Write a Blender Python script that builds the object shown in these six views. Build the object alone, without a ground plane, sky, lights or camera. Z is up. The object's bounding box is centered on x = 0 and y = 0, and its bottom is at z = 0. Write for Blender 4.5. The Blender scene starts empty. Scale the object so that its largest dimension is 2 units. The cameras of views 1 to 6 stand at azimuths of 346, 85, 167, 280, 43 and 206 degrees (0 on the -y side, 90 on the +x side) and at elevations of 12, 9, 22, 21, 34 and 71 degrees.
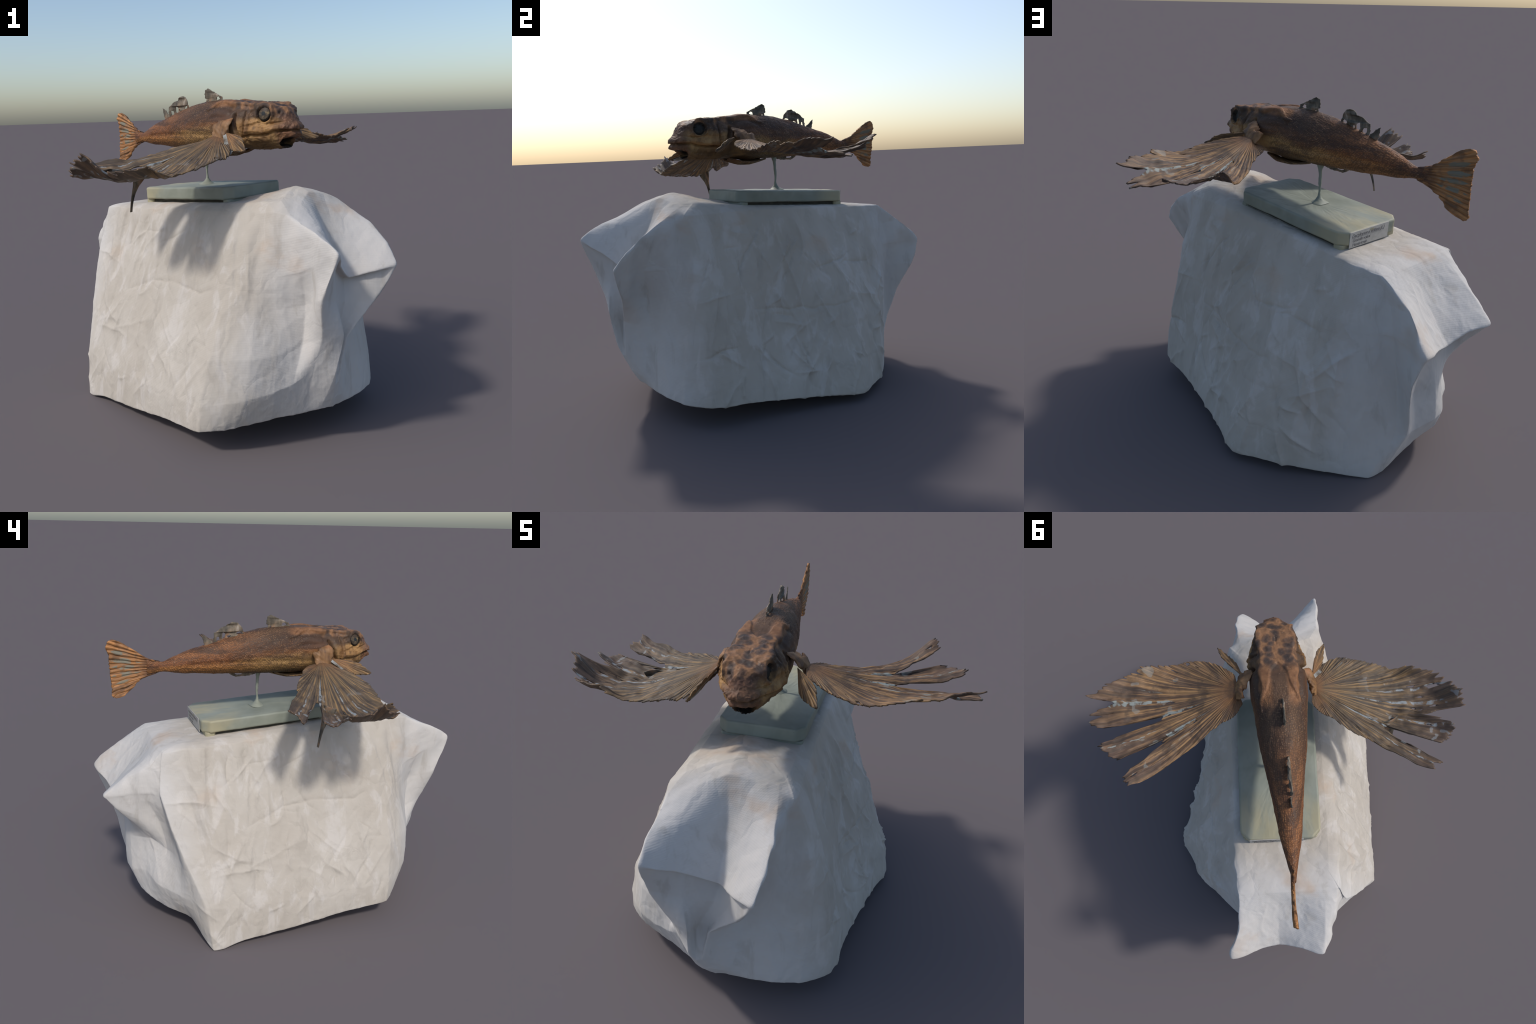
"""A dried, mounted flying gurnard on a small plaster base with a wire rod, standing on a box
that is draped with a white cotton cloth whose corners are gathered into hanging folds."""
import bpy, math
import numpy as np
from mathutils import Vector

# ------------------------------------------------------------------ helpers
_rng = np.random.default_rng(11)
_perm = _rng.permutation(256)
_perm = np.concatenate([_perm, _perm, _perm])
_grad = _rng.normal(size=(256, 3))
_grad /= np.linalg.norm(_grad, axis=1)[:, None]


def perlin(p):
    """Gradient noise on an (n,3) array, about -0.7..0.7."""
    p = np.asarray(p, float)
    i = np.floor(p).astype(int)
    f = p - i
    u = f * f * f * (f * (f * 6 - 15) + 10)
    i &= 255
    out = np.zeros(len(p))
    for dx in (0, 1):
        for dy in (0, 1):
            for dz in (0, 1):
                h = _perm[_perm[_perm[(i[:, 0] + dx) & 255] + ((i[:, 1] + dy) & 255)] + ((i[:, 2] + dz) & 255)]
                g = _grad[h & 255]
                d = f - np.array([dx, dy, dz])
                w = (u[:, 0] if dx else 1 - u[:, 0]) * (u[:, 1] if dy else 1 - u[:, 1]) * (u[:, 2] if dz else 1 - u[:, 2])
                out += w * np.einsum("ij,ij->i", g, d)
    return out


def fbm(p, octaves=4, gain=0.5):
    p = np.asarray(p, float)
    s, a = np.zeros(len(p)), 1.0
    for k in range(octaves):
        s += a * perlin(p * 2.03 ** k + 17.3 * k)
        a *= gain
    return s


def ridged(p, octaves=2):
    s, a = np.zeros(len(p)), 1.0
    for k in range(octaves):
        s += a * np.clip(1 - 3.0 * np.abs(perlin(p * 2.1 ** k + 5.1 * k)), 0, 1) ** 2
        a *= 0.5
    return s


def smooth(x, a, b):
    t = np.clip((np.asarray(x, float) - a) / (b - a), 0, 1)
    return t * t * (3 - 2 * t)


def pchip(x, y):
    """Monotone cubic interpolation through (x, y)."""
    x, y = np.asarray(x, float), np.asarray(y, float)
    h, d = np.diff(x), np.diff(y) / np.diff(x)
    m = np.zeros(len(x))
    m[0], m[-1] = d[0], d[-1]
    for k in range(1, len(x) - 1):
        if d[k - 1] * d[k] > 0:
            w1, w2 = 2 * h[k] + h[k - 1], h[k] + 2 * h[k - 1]
            m[k] = (w1 + w2) / (w1 / d[k - 1] + w2 / d[k])

    def f(q):
        q = np.clip(np.asarray(q, float), x[0], x[-1])
        k = np.clip(np.searchsorted(x, q) - 1, 0, len(x) - 2)
        t = (q - x[k]) / h[k]
        return ((2 * t**3 - 3 * t**2 + 1) * y[k] + (t**3 - 2 * t**2 + t) * h[k] * m[k]
                + (-2 * t**3 + 3 * t**2) * y[k + 1] + (t**3 - t**2) * h[k] * m[k + 1])
    return f


def seg_dist(px, pz, pts):
    """Distance in a plane from points to a polyline, and the run (0..1) along it."""
    best, run = np.full(len(px), 9.0), np.zeros(len(px))
    n = len(pts) - 1
    for k in range(n):
        ax, az = pts[k][:2]
        bx, bz = pts[k + 1][:2]
        dx, dz = bx - ax, bz - az
        t = np.clip(((px - ax) * dx + (pz - az) * dz) / (dx * dx + dz * dz + 1e-12), 0, 1)
        d = np.hypot(px - ax - t * dx, pz - az - t * dz)
        run = np.where(d < best, (k + t) / n, run)
        best = np.minimum(best, d)
    return best, run


def grid_faces(n, m, wrap_m=False, wrap_n=False):
    """Quads over an n x m vertex grid (index i*m+j)."""
    i = np.arange(n if wrap_n else n - 1)
    j = np.arange(m if wrap_m else m - 1)
    I, J = np.meshgrid(i, j, indexing="ij")
    I2, J2 = (I + 1) % n, (J + 1) % m
    return np.stack([I * m + J, I2 * m + J, I2 * m + J2, I * m + J2], -1).reshape(-1, 4)


def grid_normals(V):
    """Normals of a (n,m,3) grid closed in its second direction."""
    du = np.gradient(V, axis=0)
    dv = np.roll(V, -1, axis=1) - np.roll(V, 1, axis=1)
    N = np.cross(du, dv)
    return N / (np.linalg.norm(N, axis=2, keepdims=True) + 1e-9)


def add_mesh(name, verts, faces, mat, parent=None, origin=(0, 0, 0), shade=True):
    me = bpy.data.meshes.new(name)
    o = np.asarray(origin, float)
    me.from_pydata((np.asarray(verts, float) - o).tolist(), [], [list(map(int, f)) for f in faces])
    me.validate()
    me.update()
    if shade:
        me.polygons.foreach_set("use_smooth", [True] * len(me.polygons))
    ob = bpy.data.objects.new(name, me)
    bpy.context.scene.collection.objects.link(ob)
    if mat:
        me.materials.append(mat)
    ob.location = origin
    if parent:
        ob.parent = parent
    return ob


class Nodes:
    """Small wrapper that builds a node tree."""

    def __init__(self, name, rough=0.7):
        self.mat = bpy.data.materials.new(name)
        self.mat.use_nodes = True
        self.t = self.mat.node_tree
        self.bsdf = self.t.nodes["Principled BSDF"]
        self.bsdf.inputs["Roughness"].default_value = rough
        self.bsdf.inputs["Specular IOR Level"].default_value = 0.3
        self.obj = self.new("ShaderNodeTexCoord").outputs["Object"]

    def new(self, kind, **kw):
        n = self.t.nodes.new(kind)
        for k, v in kw.items():
            setattr(n, k, v)
        return n

    def put(self, sock, v):
        if hasattr(v, "is_output"):
            self.t.links.new(v, sock)
        elif v is not None:
            if sock.type == "RGBA" and len(v) == 3:
                v = (*v, 1)
            sock.default_value = v

    def math(self, op, a, b=None, c=None, clamp=False):
        n = self.new("ShaderNodeMath", operation=op, use_clamp=clamp)
        for k, v in enumerate((a, b, c)):
            if v is not None:
                self.put(n.inputs[k], v)
        return n.outputs[0]

    def xyz(self, vec=None):
        n = self.new("ShaderNodeSeparateXYZ")
        self.put(n.inputs[0], vec or self.obj)
        return n.outputs

    def vec(self, x, y, z):
        n = self.new("ShaderNodeCombineXYZ")
        for k, v in enumerate((x, y, z)):
            self.put(n.inputs[k], v)
        return n.outputs[0]

    def scaled(self, s, vec=None, rot=(0, 0, 0)):
        n = self.new("ShaderNodeMapping")
        self.put(n.inputs["Vector"], vec or self.obj)
        n.inputs["Scale"].default_value = s
        n.inputs["Rotation"].default_value = rot
        return n.outputs[0]

    def noise(self, scale, vec=None, detail=4, rough=0.55, dist=0.0):
        n = self.new("ShaderNodeTexNoise")
        self.put(n.inputs["Vector"], vec or self.obj)
        n.inputs["Scale"].default_value = scale
        n.inputs["Detail"].default_value = detail
        n.inputs["Roughness"].default_value = rough
        n.inputs["Distortion"].default_value = dist
        return n.outputs["Fac"]

    def voronoi(self, scale, vec=None, feature="F1", out="Distance", rand=1.0):
        n = self.new("ShaderNodeTexVoronoi", feature=feature)
        self.put(n.inputs["Vector"], vec or self.obj)
        n.inputs["Scale"].default_value = scale
        n.inputs["Randomness"].default_value = rand
        return n.outputs[out]

    def ramp(self, fac, stops, interp="LINEAR"):
        n = self.new("ShaderNodeValToRGB")
        n.color_ramp.interpolation = interp
        el = n.color_ramp.elements
        while len(el) < len(stops):
            el.new(0.5)
        for e, (p, c) in zip(el, stops):
            e.position = p
            e.color = (c, c, c, 1) if isinstance(c, (int, float)) else (*c, 1)
        self.put(n.inputs[0], fac)
        return n.outputs[0]

    def span(self, v, a, b, c=0.0, d=1.0):
        n = self.new("ShaderNodeMapRange", interpolation_type="SMOOTHSTEP" if (c, d) in ((0.0, 1.0), (1.0, 0.0)) else "LINEAR")
        self.put(n.inputs[0], v)
        for k, x in enumerate((a, b, c, d)):
            self.put(n.inputs[1 + k], x)
        return n.outputs[0]

    def mix(self, fac, a, b, mode="MIX"):
        n = self.new("ShaderNodeMix", data_type="RGBA", blend_type=mode)
        self.put(n.inputs[0], fac)
        self.put(n.inputs[6], a)
        self.put(n.inputs[7], b)
        return n.outputs[2]

    def mul(self, *xs):
        r = xs[0]
        for x in xs[1:]:
            r = self.math("MULTIPLY", r, x)
        return r

    def near(self, point, r0, r1):
        """1 inside r0 of a point (object coordinates), 0 outside r1."""
        n = self.new("ShaderNodeVectorMath", operation="DISTANCE")
        self.put(n.inputs[0], self.obj)
        n.inputs[1].default_value = point
        return self.span(n.outputs["Value"], r0, r1, 1.0, 0.0)

    def done(self, color, bump=None, strength=0.3, dist=0.004, rough=None):
        self.put(self.bsdf.inputs["Base Color"], color)
        if rough is not None:
            self.put(self.bsdf.inputs["Roughness"], rough)
        if bump is not None:
            b = self.new("ShaderNodeBump")
            b.inputs["Strength"].default_value = strength
            b.inputs["Distance"].default_value = dist
            self.put(b.inputs["Height"], bump)
            self.t.links.new(b.outputs[0], self.bsdf.inputs["Normal"])
        return self.mat


# ------------------------------------------------------------------ materials
def cloth_material():
    m = Nodes("white_cotton_cloth", 0.9)
    m.bsdf.inputs["Specular IOR Level"].default_value = 0.1
    m.bsdf.inputs["Sheen Weight"].default_value = 0.1
    x, y, z = m.xyz()
    big = m.noise(2.2, detail=3)
    col = m.ramp(big, [(0.3, (0.425, 0.380, 0.325)), (0.7, (0.490, 0.450, 0.398))])
    ends = m.mul(m.span(m.math("ADD", m.math("ABSOLUTE", x), m.math("MULTIPLY", m.math("SUBTRACT", m.noise(5.0), 0.5), 0.3)), 0.50, 0.78), 0.6)  # paler ends: baked brightness of the end faces painted into the colour
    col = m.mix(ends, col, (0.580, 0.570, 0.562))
    streak = m.noise(10.0, m.scaled((1.0, 1.0, 0.32)), 6, 0.6, 0.5)  # streaks paint the folds' baked highlights and shade into the colour
    col = m.mix(m.math("MULTIPLY", m.span(streak, 0.52, 0.64), 0.5), col, (0.560, 0.525, 0.490))
    col = m.mix(m.math("MULTIPLY", m.span(streak, 0.45, 0.32), 0.35), col, (0.345, 0.310, 0.265))
    stain = m.mul(m.span(m.noise(3.1, m.scaled((1, 1, 1.6)), 4), 0.54, 0.70), m.span(z, 0.62, 0.98), 0.75)
    col = m.mix(stain, col, (0.46, 0.355, 0.27))
    # woven threads
    w1 = m.math("SINE", m.math("MULTIPLY", z, 900.0))
    w2 = m.math("SINE", m.math("MULTIPLY", m.math("ADD", x, y), 700.0))
    weave = m.math("ADD", m.math("MULTIPLY", w1, 0.6), m.math("MULTIPLY", w2, 0.4))
    fine = m.noise(60.0, m.scaled((1, 1, 0.35)), 3)
    # crumple lines left by folding
    warp = m.vec(m.math("ADD", x, m.math("MULTIPLY", m.noise(5.0, detail=3), 0.16)), m.math("ADD", y, m.math("MULTIPLY", m.noise(5.5, detail=3), 0.16)), m.math("ADD", m.math("MULTIPLY", z, 0.7), m.math("MULTIPLY", m.noise(4.5, detail=3), 0.14)))
    big_c = m.math("MINIMUM", m.voronoi(5.5, warp, "DISTANCE_TO_EDGE"), 0.10)
    small_c = m.math("MINIMUM", m.voronoi(13.0, warp, "DISTANCE_TO_EDGE"), 0.09)
    mid_part = m.span(m.math("ABSOLUTE", x), 0.85, 0.50, 0.35, 1.0)
    crumple = m.math("MULTIPLY", mid_part, m.math("ADD", m.math("MULTIPLY", big_c, 14.0), m.math("MULTIPLY", m.math("MULTIPLY", small_c, m.span(m.noise(4.0), 0.42, 0.62)), 5.0)))
    h = m.math("ADD", m.math("ADD", m.math("MULTIPLY", weave, 0.10), m.math("MULTIPLY", fine, 0.5)), crumple)
    return m.done(col, h, 0.35, 0.004)


def plaster_material():
    m = Nodes("grey_green_plaster", 0.55)
    x, y, z = m.xyz()
    n = m.noise(7.0, detail=4, dist=0.4)
    col = m.ramp(n, [(0.3, (0.195, 0.212, 0.172)), (0.7, (0.275, 0.293, 0.245))])
    yel = m.mul(m.span(x, -0.20, -0.40), m.span(m.noise(5.0, m.scaled((0.6, 2.0, 1))), 0.34, 0.54))
    col = m.mix(m.math("MULTIPLY", yel, 0.8), col, (0.37, 0.33, 0.21))
    pits = m.span(m.voronoi(46.0), 0.03, 0.10, 1.0, 0.0)
    pits = m.mul(pits, m.span(m.noise(20.0), 0.55, 0.62))
    col = m.mix(m.math("MULTIPLY", pits, 0.6), col, (0.10, 0.11, 0.09))
    h = m.math("SUBTRACT", m.noise(24.0, detail=5), pits)
    return m.done(col, h, 0.25, 0.003)


def skin_material():
    """Dried skin of the whole body; X runs to the snout, Z up (object coordinates)."""
    m = Nodes("dried_fish_skin", 0.5)
    m.bsdf.inputs["Specular IOR Level"].default_value = 0.2
    x, y, z = m.xyz()
    back = m.span(x, -0.70, 0.02, 0.372, 0.53)
    keel = m.span(x, -0.70, -0.1, 0.315, 0.285)
    t = m.math("DIVIDE", m.math("SUBTRACT", z, keel), m.math("SUBTRACT", back, keel))
    warp = m.math("MULTIPLY", m.math("SUBTRACT", m.noise(9.0, m.scaled((0.5, 1, 1)), 5), 0.5), 0.42)
    t = m.math("ADD", t, warp)
    trunk = m.ramp(t, [(0.02, (0.080, 0.048, 0.020)), (0.14, (0.25, 0.142, 0.050)), (0.40, (0.35, 0.205, 0.078)),
                       (0.53, (0.18, 0.080, 0.032)), (0.66, (0.088, 0.043, 0.024)), (0.80, (0.062, 0.037, 0.025)), (1.0, (0.115, 0.066, 0.038))])
    tail = m.ramp(t, [(0.0, (0.21, 0.088, 0.028)), (0.35, (0.36, 0.155, 0.048)), (0.55, (0.18, 0.068, 0.027)), (1.0, (0.25, 0.105, 0.042))])
    col = m.mix(m.span(x, -0.05, -0.42), trunk, tail)
    # dark dried bands along the flank
    band = m.span(m.noise(7.0, m.scaled((0.45, 1.0, 4.0)), 5), 0.48, 0.64)
    col = m.mix(m.math("MULTIPLY", band, 0.68), col, (0.050, 0.028, 0.020))
    patch = m.span(m.noise(11.0, m.scaled((0.7, 1, 1.3)), 5), 0.50, 0.62)
    col = m.mix(m.math("MULTIPLY", patch, 0.5), col, (0.062, 0.038, 0.026))
    # scales in slanting rows
    sv = m.scaled((1.0, 1.25, 1.5), rot=(0, 0.5, 0))
    sc = m.voronoi(95.0, sv, rand=0.55)
    scale_mask = m.span(x, 0.16, 0.06)
    speck = m.mul(m.span(sc, 0.40, 0.12), m.span(m.noise(26.0, detail=3), 0.42, 0.60), scale_mask)
    col = m.mix(m.math("MULTIPLY", speck, 0.42), col, (0.36, 0.20, 0.10))
    seam = m.mul(m.span(sc, 0.38, 0.62), scale_mask)
    col = m.mix(m.math("MULTIPLY", seam, 0.5), col, (0.045, 0.026, 0.018))
    # head: dark cheeks, ochre jaw, spotted crown
    head = m.span(x, 0.17, 0.27)
    dark = m.ramp(m.noise(16.0, detail=5), [(0.34, (0.036, 0.026, 0.020)), (0.56, (0.085, 0.050, 0.030)), (0.74, (0.20, 0.11, 0.052))])
    och = m.ramp(m.noise(14.0, m.scaled((1, 1, 0.5)), 5), [(0.30, (0.14, 0.07, 0.03)), (0.48, (0.31, 0.17, 0.065)), (0.7, (0.42, 0.26, 0.105))])
    hz = m.math("ADD", z, m.math("MULTIPLY", m.math("SUBTRACT", m.noise(11.0, detail=4), 0.5), 0.07))
    cheek = m.mul(m.span(hz, 0.445, 0.415), m.span(x, 0.235, 0.30))
    hcol = m.mix(cheek, dark, och)
    snout = m.mul(m.span(x, 0.43, 0.50), m.span(hz, 0.345, 0.39))
    red = m.ramp(m.noise(22.0, detail=5), [(0.32, (0.055, 0.032, 0.026)), (0.52, (0.13, 0.068, 0.045)), (0.70, (0.24, 0.12, 0.07))])
    hcol = m.mix(m.math("MULTIPLY", snout, 0.85), hcol, red)
    throat = m.span(hz, 0.372, 0.322)
    hcol = m.mix(m.math("MULTIPLY", throat, 0.78), hcol, m.ramp(m.noise(18.0, detail=5), [(0.35, (0.060, 0.040, 0.020)), (0.65, (0.135, 0.082, 0.036))]))
    jaw = m.mul(m.span(x, 0.445, 0.475), m.span(z, 0.385, 0.365))
    hcol = m.mix(m.math("MULTIPLY", jaw, 0.75), hcol, m.ramp(m.noise(35.0, detail=5), [(0.35, (0.050, 0.024, 0.018)), (0.65, (0.17, 0.075, 0.042))]))
    col = m.mix(head, col, hcol)
    ay = m.math("ABSOLUTE", y)
    crown = m.mul(m.span(hz, 0.452, 0.470), m.span(x, 0.17, 0.24), m.span(ay, 0.100, 0.084))
    wv = m.vec(m.math("ADD", x, m.math("MULTIPLY", m.noise(12.0, detail=4), 0.05)), m.math("ADD", y, m.math("MULTIPLY", m.noise(11.0, m.scaled((1, 1.1, 1)), 4), 0.05)), 0.0)
    cell = m.voronoi(25.0, wv, "F1")
    cell = m.math("ADD", cell, m.math("MULTIPLY", m.math("SUBTRACT", m.noise(34.0, detail=6), 0.5), 0.35))
    spots = m.ramp(cell, [(0.10, (0.040, 0.032, 0.029)), (0.34, (0.070, 0.047, 0.037)), (0.50, (0.130, 0.074, 0.046)), (0.66, (0.270, 0.137, 0.066)), (0.90, (0.210, 0.110, 0.057))])
    col = m.mix(m.math("MULTIPLY", crown, 0.9), col, spots)
    # bony shield plates behind the crown: plain rusty brown
    plate = m.mul(m.span(x, 0.00, 0.05), m.span(x, 0.24, 0.18), m.span(z, 0.485, 0.50), m.span(ay, 0.025, 0.05), m.span(ay, 0.105, 0.095))
    pc = m.ramp(m.noise(30.0, detail=4), [(0.3, (0.15, 0.070, 0.034)), (0.7, (0.30, 0.145, 0.066))])
    col = m.mix(m.math("MULTIPLY", plate, 0.8), col, pc)
    # the open mouth
    col = m.mix(m.near((0.462, 0, 0.327), 0.032, 0.050), col, (0.012, 0.009, 0.007))
    ex = m.math("SUBTRACT", x, 0.405)
    ez = m.math("SUBTRACT", z, 0.450)
    er = m.math("SQRT", m.math("ADD", m.math("MULTIPLY", ex, ex), m.math("MULTIPLY", ez, ez)))
    col = m.mix(m.mul(m.span(er, 0.0365, 0.0315), m.span(ay, 0.035, 0.05)), col, (0.020, 0.017, 0.014))  # shadow ring of the eye socket painted on the skin
    # fine grime and pale dust
    col = m.mix(m.math("MULTIPLY", m.span(m.noise(55.0, detail=6), 0.5, 0.75), 0.5), col, (0.05, 0.03, 0.02))
    col = m.mix(m.math("MULTIPLY", m.span(m.noise(120.0, detail=3), 0.62, 0.75), 0.35), col, (0.42, 0.30, 0.20))
    h = m.math("ADD", m.math("MULTIPLY", m.mul(m.span(sc, 0.6, 0.1), scale_mask), 0.7), m.math("MULTIPLY", m.noise(45.0, detail=6), 0.9))
    return m.done(col, h, 0.45, 0.004, m.span(m.noise(20.0), 0.3, 0.7, 0.48, 0.70))


def fin_material(name, ray_count, strips, warm, cool, pale, patch=0.0, ray_dark=(0.055, 0.04, 0.03), plane="XY"):
    """Dried fan fin: radial rays, pale strips (scan fault on pectorals, membrane on tail) at given (angle, r0, r1, width) in degrees / metres."""
    m = Nodes(name, 0.6)
    x, y, z = m.xyz()
    if plane == "XZ":
        y = z
        x = m.math("MULTIPLY", x, -1.0)
    else:
        y = m.math("ABSOLUTE", y)
    ang = m.math("MULTIPLY", m.math("ARCTAN2", y, x), 180 / math.pi)
    r = m.math("SQRT", m.math("ADD", m.math("MULTIPLY", x, x), m.math("MULTIPLY", y, y)))
    radial = m.vec(m.math("MULTIPLY", ang, 0.62), m.math("MULTIPLY", r, 3.2), m.math("MULTIPLY", z, 2.0))
    streak = m.noise(1.0, radial, 7, 0.65)
    fine = m.noise(3.4, radial, 6, 0.7)
    blot = m.noise(9.0, detail=5)
    col = m.ramp(streak, [(0.36, ray_dark), (0.45, cool), (0.54, (0.5 * (warm[0] + cool[0]), 0.5 * (warm[1] + cool[1]), 0.5 * (warm[2] + cool[2]))), (0.63, warm)])
    far = m.span(r, 0.42, 0.68)
    tipc = m.ramp(fine, [(0.3, (0.055, 0.040, 0.032)), (0.55, (0.125, 0.080, 0.058)), (0.75, (0.22, 0.15, 0.11))])
    col = m.mix(m.math("MULTIPLY", far, 0.75), col, tipc)
    root = m.mul(m.span(r, 0.17, 0.03), m.span(blot, 0.35, 0.6))
    col = m.mix(m.math("MULTIPLY", root, 0.6), col, (0.28, 0.12, 0.045))
    col = m.mix(m.math("MULTIPLY", m.span(blot, 0.54, 0.70), 0.35), col, (0.22, 0.15, 0.10))
    col = m.mix(m.math("MULTIPLY", m.span(m.noise(14.0, detail=6), 0.50, 0.36), 0.55), col, (0.045, 0.034, 0.027))
    rays = m.math("SINE", m.math("MULTIPLY", m.math("ADD", ang, m.math("MULTIPLY", m.noise(5.0), 3.0)), ray_count * math.pi / 180 * 2))
    col = m.mix(m.mul(m.span(rays, 0.15, 0.9), 0.5), col, ray_dark)
    line = m.span(fine, 0.58, 0.70)
    col = m.mix(m.mul(line, m.span(rays, -0.3, -0.9), 0.75), col, (min(1, warm[0] * 1.5), min(1, warm[1] * 1.5), min(1, warm[2] * 1.45)))
    if plane == "XZ":
        col = m.mix(m.mul(m.span(r, 0.25, 0.16), m.span(m.noise(30.0, detail=4), 0.30, 0.55)), col, (0.085, 0.040, 0.022))
    # flakes in the same pale grey as the scan fault
    if patch:
        fl = m.mul(m.span(m.voronoi(22.0, out="Color"), 0.5, 0.5), 1.0) if False else m.span(m.noise(13.0, m.scaled((1, 1, 1)), 2), 0.64, 0.66)
        col = m.mix(m.math("MULTIPLY", m.mul(fl, m.span(r, 0.2, 0.4)), patch), col, pale)
    wob = m.math("MULTIPLY", m.math("SUBTRACT", m.noise(16.0, detail=5), 0.5), 3.2)
    aw = m.math("ADD", ang, wob)
    tot = None
    for a, r0, r1, w in strips:  # on the pectorals these repeat the scan's bare base colour
        d = m.math("ABSOLUTE", m.math("SUBTRACT", aw, a))
        grow = m.mul(m.span(r, r0, 0.5 * (r0 + r1)), m.span(r, r1 + 0.01, r1 - 0.06))
        k = m.span(m.math("SUBTRACT", d, m.math("MULTIPLY", grow, w)), 0.0, -0.45)
        tot = k if tot is None else m.math("MAXIMUM", tot, k)
    if tot is not None:
        gap = m.span(m.noise(26.0, detail=6), 0.42, 0.54)
        col = m.mix(m.mul(tot, gap, 0.92), col, m.mix(m.noise(30.0), pale, tuple(0.72 * c for c in pale)))
    h = m.math("ADD", m.math("MULTIPLY", streak, 0.8), m.math("MULTIPLY", rays, -0.25))
    return m.done(col, h, 0.7, 0.004)


def tatter_material():
    m = Nodes("dry_fin_membrane", 0.65)
    n = m.noise(34.0, m.scaled((1, 1, 0.45)), 6)
    col = m.ramp(n, [(0.30, (0.035, 0.032, 0.028)), (0.48, (0.115, 0.095, 0.07)), (0.62, (0.22, 0.17, 0.12)), (0.78, (0.36, 0.33, 0.29))])
    col = m.mix(m.mul(m.span(m.noise(18.0), 0.55, 0.68), 0.6), col, (0.24, 0.11, 0.045))
    return m.done(col, n, 0.6, 0.004)


def tatter_web_material():
    m = Nodes("pale_fin_web", 0.7)
    n = m.noise(22.0, detail=5)
    col = m.ramp(n, [(0.35, (0.10, 0.08, 0.06)), (0.5, (0.22, 0.215, 0.195)), (0.7, (0.33, 0.34, 0.33))])
    return m.done(col, n, 0.4, 0.004)


def flesh_material():
    m = Nodes("dried_fin_root", 0.55)
    n = m.noise(26.0, m.scaled((1, 0.5, 0.4)), 6)
    col = m.ramp(n, [(0.3, (0.055, 0.03, 0.02)), (0.5, (0.20, 0.105, 0.045)), (0.7, (0.33, 0.18, 0.085))])
    col = m.mix(m.mul(m.span(m.noise(12.0), 0.56, 0.7), 0.6), col, (0.30, 0.10, 0.04))
    return m.done(col, n, 0.5, 0.004)


def eye_material():
    m = Nodes("clouded_glass_eye", 0.45)
    x, y, z = m.xyz()
    m.bsdf.inputs["Specular IOR Level"].default_value = 0.12
    r = m.math("SQRT", m.math("ADD", m.math("MULTIPLY", x, x), m.math("MULTIPLY", z, z)))
    r = m.math("ADD", r, m.math("MULTIPLY", m.math("SUBTRACT", m.noise(90.0), 0.5), 0.004))
    iris = m.ramp(m.noise(70.0, detail=5), [(0.34, (0.040, 0.032, 0.024)), (0.52, (0.085, 0.066, 0.047)), (0.66, (0.22, 0.16, 0.085))])
    iris = m.mix(m.span(m.math("ADD", z, m.math("MULTIPLY", m.noise(60.0), 0.012)), 0.008, 0.024), iris, (0.060, 0.043, 0.031))  # upper lid and its shading painted over the iris top
    col = m.mix(m.span(r, 0.0085, 0.0105, 1.0, 0.0), iris, (0.022, 0.026, 0.028))
    col = m.mix(m.span(r, 0.0245, 0.0275), col, (0.018, 0.016, 0.014))  # rim blackened to carry on the painted shadow ring
    return m.done(col)


def socket_material():  # dark of the empty left socket put into a colour
    m = Nodes("dark_socket_cap", 0.6)
    return m.done(m.ramp(m.noise(60.0), [(0.3, (0.010, 0.010, 0.009)), (0.7, (0.030, 0.027, 0.023))]))


def paper_material():
    m = Nodes("old_label_paper", 0.85)
    n = m.noise(40.0, detail=5)
    return m.done(m.ramp(n, [(0.3, (0.40, 0.375, 0.335)), (0.7, (0.50, 0.475, 0.435))]), n, 0.2, 0.001)


def ink_material():
    m = Nodes("faded_ink", 0.8)
    return m.done(m.ramp(m.noise(120.0), [(0.3, (0.14, 0.13, 0.125)), (0.7, (0.25, 0.235, 0.225))]))


def shadow_board_material():  # near-black colour standing in for shade under the base
    m = Nodes("dark_recess_shade", 0.8)
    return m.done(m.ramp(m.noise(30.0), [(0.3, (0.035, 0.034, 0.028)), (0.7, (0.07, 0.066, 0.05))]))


# ------------------------------------------------------------------ 1. the draped cloth
CLOTH_YAW = math.atan2(-0.872, 0.490)


def top_height(a, b):
    """Height of the cloth lying on the box lid (a along the box, b across)."""
    z = 1.064 + 0.066 * a
    z = z + 0.064 * np.exp(-((a - 0.55) / 0.22) ** 2 - ((b + 0.08) / 0.16) ** 2)
    return z


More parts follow.
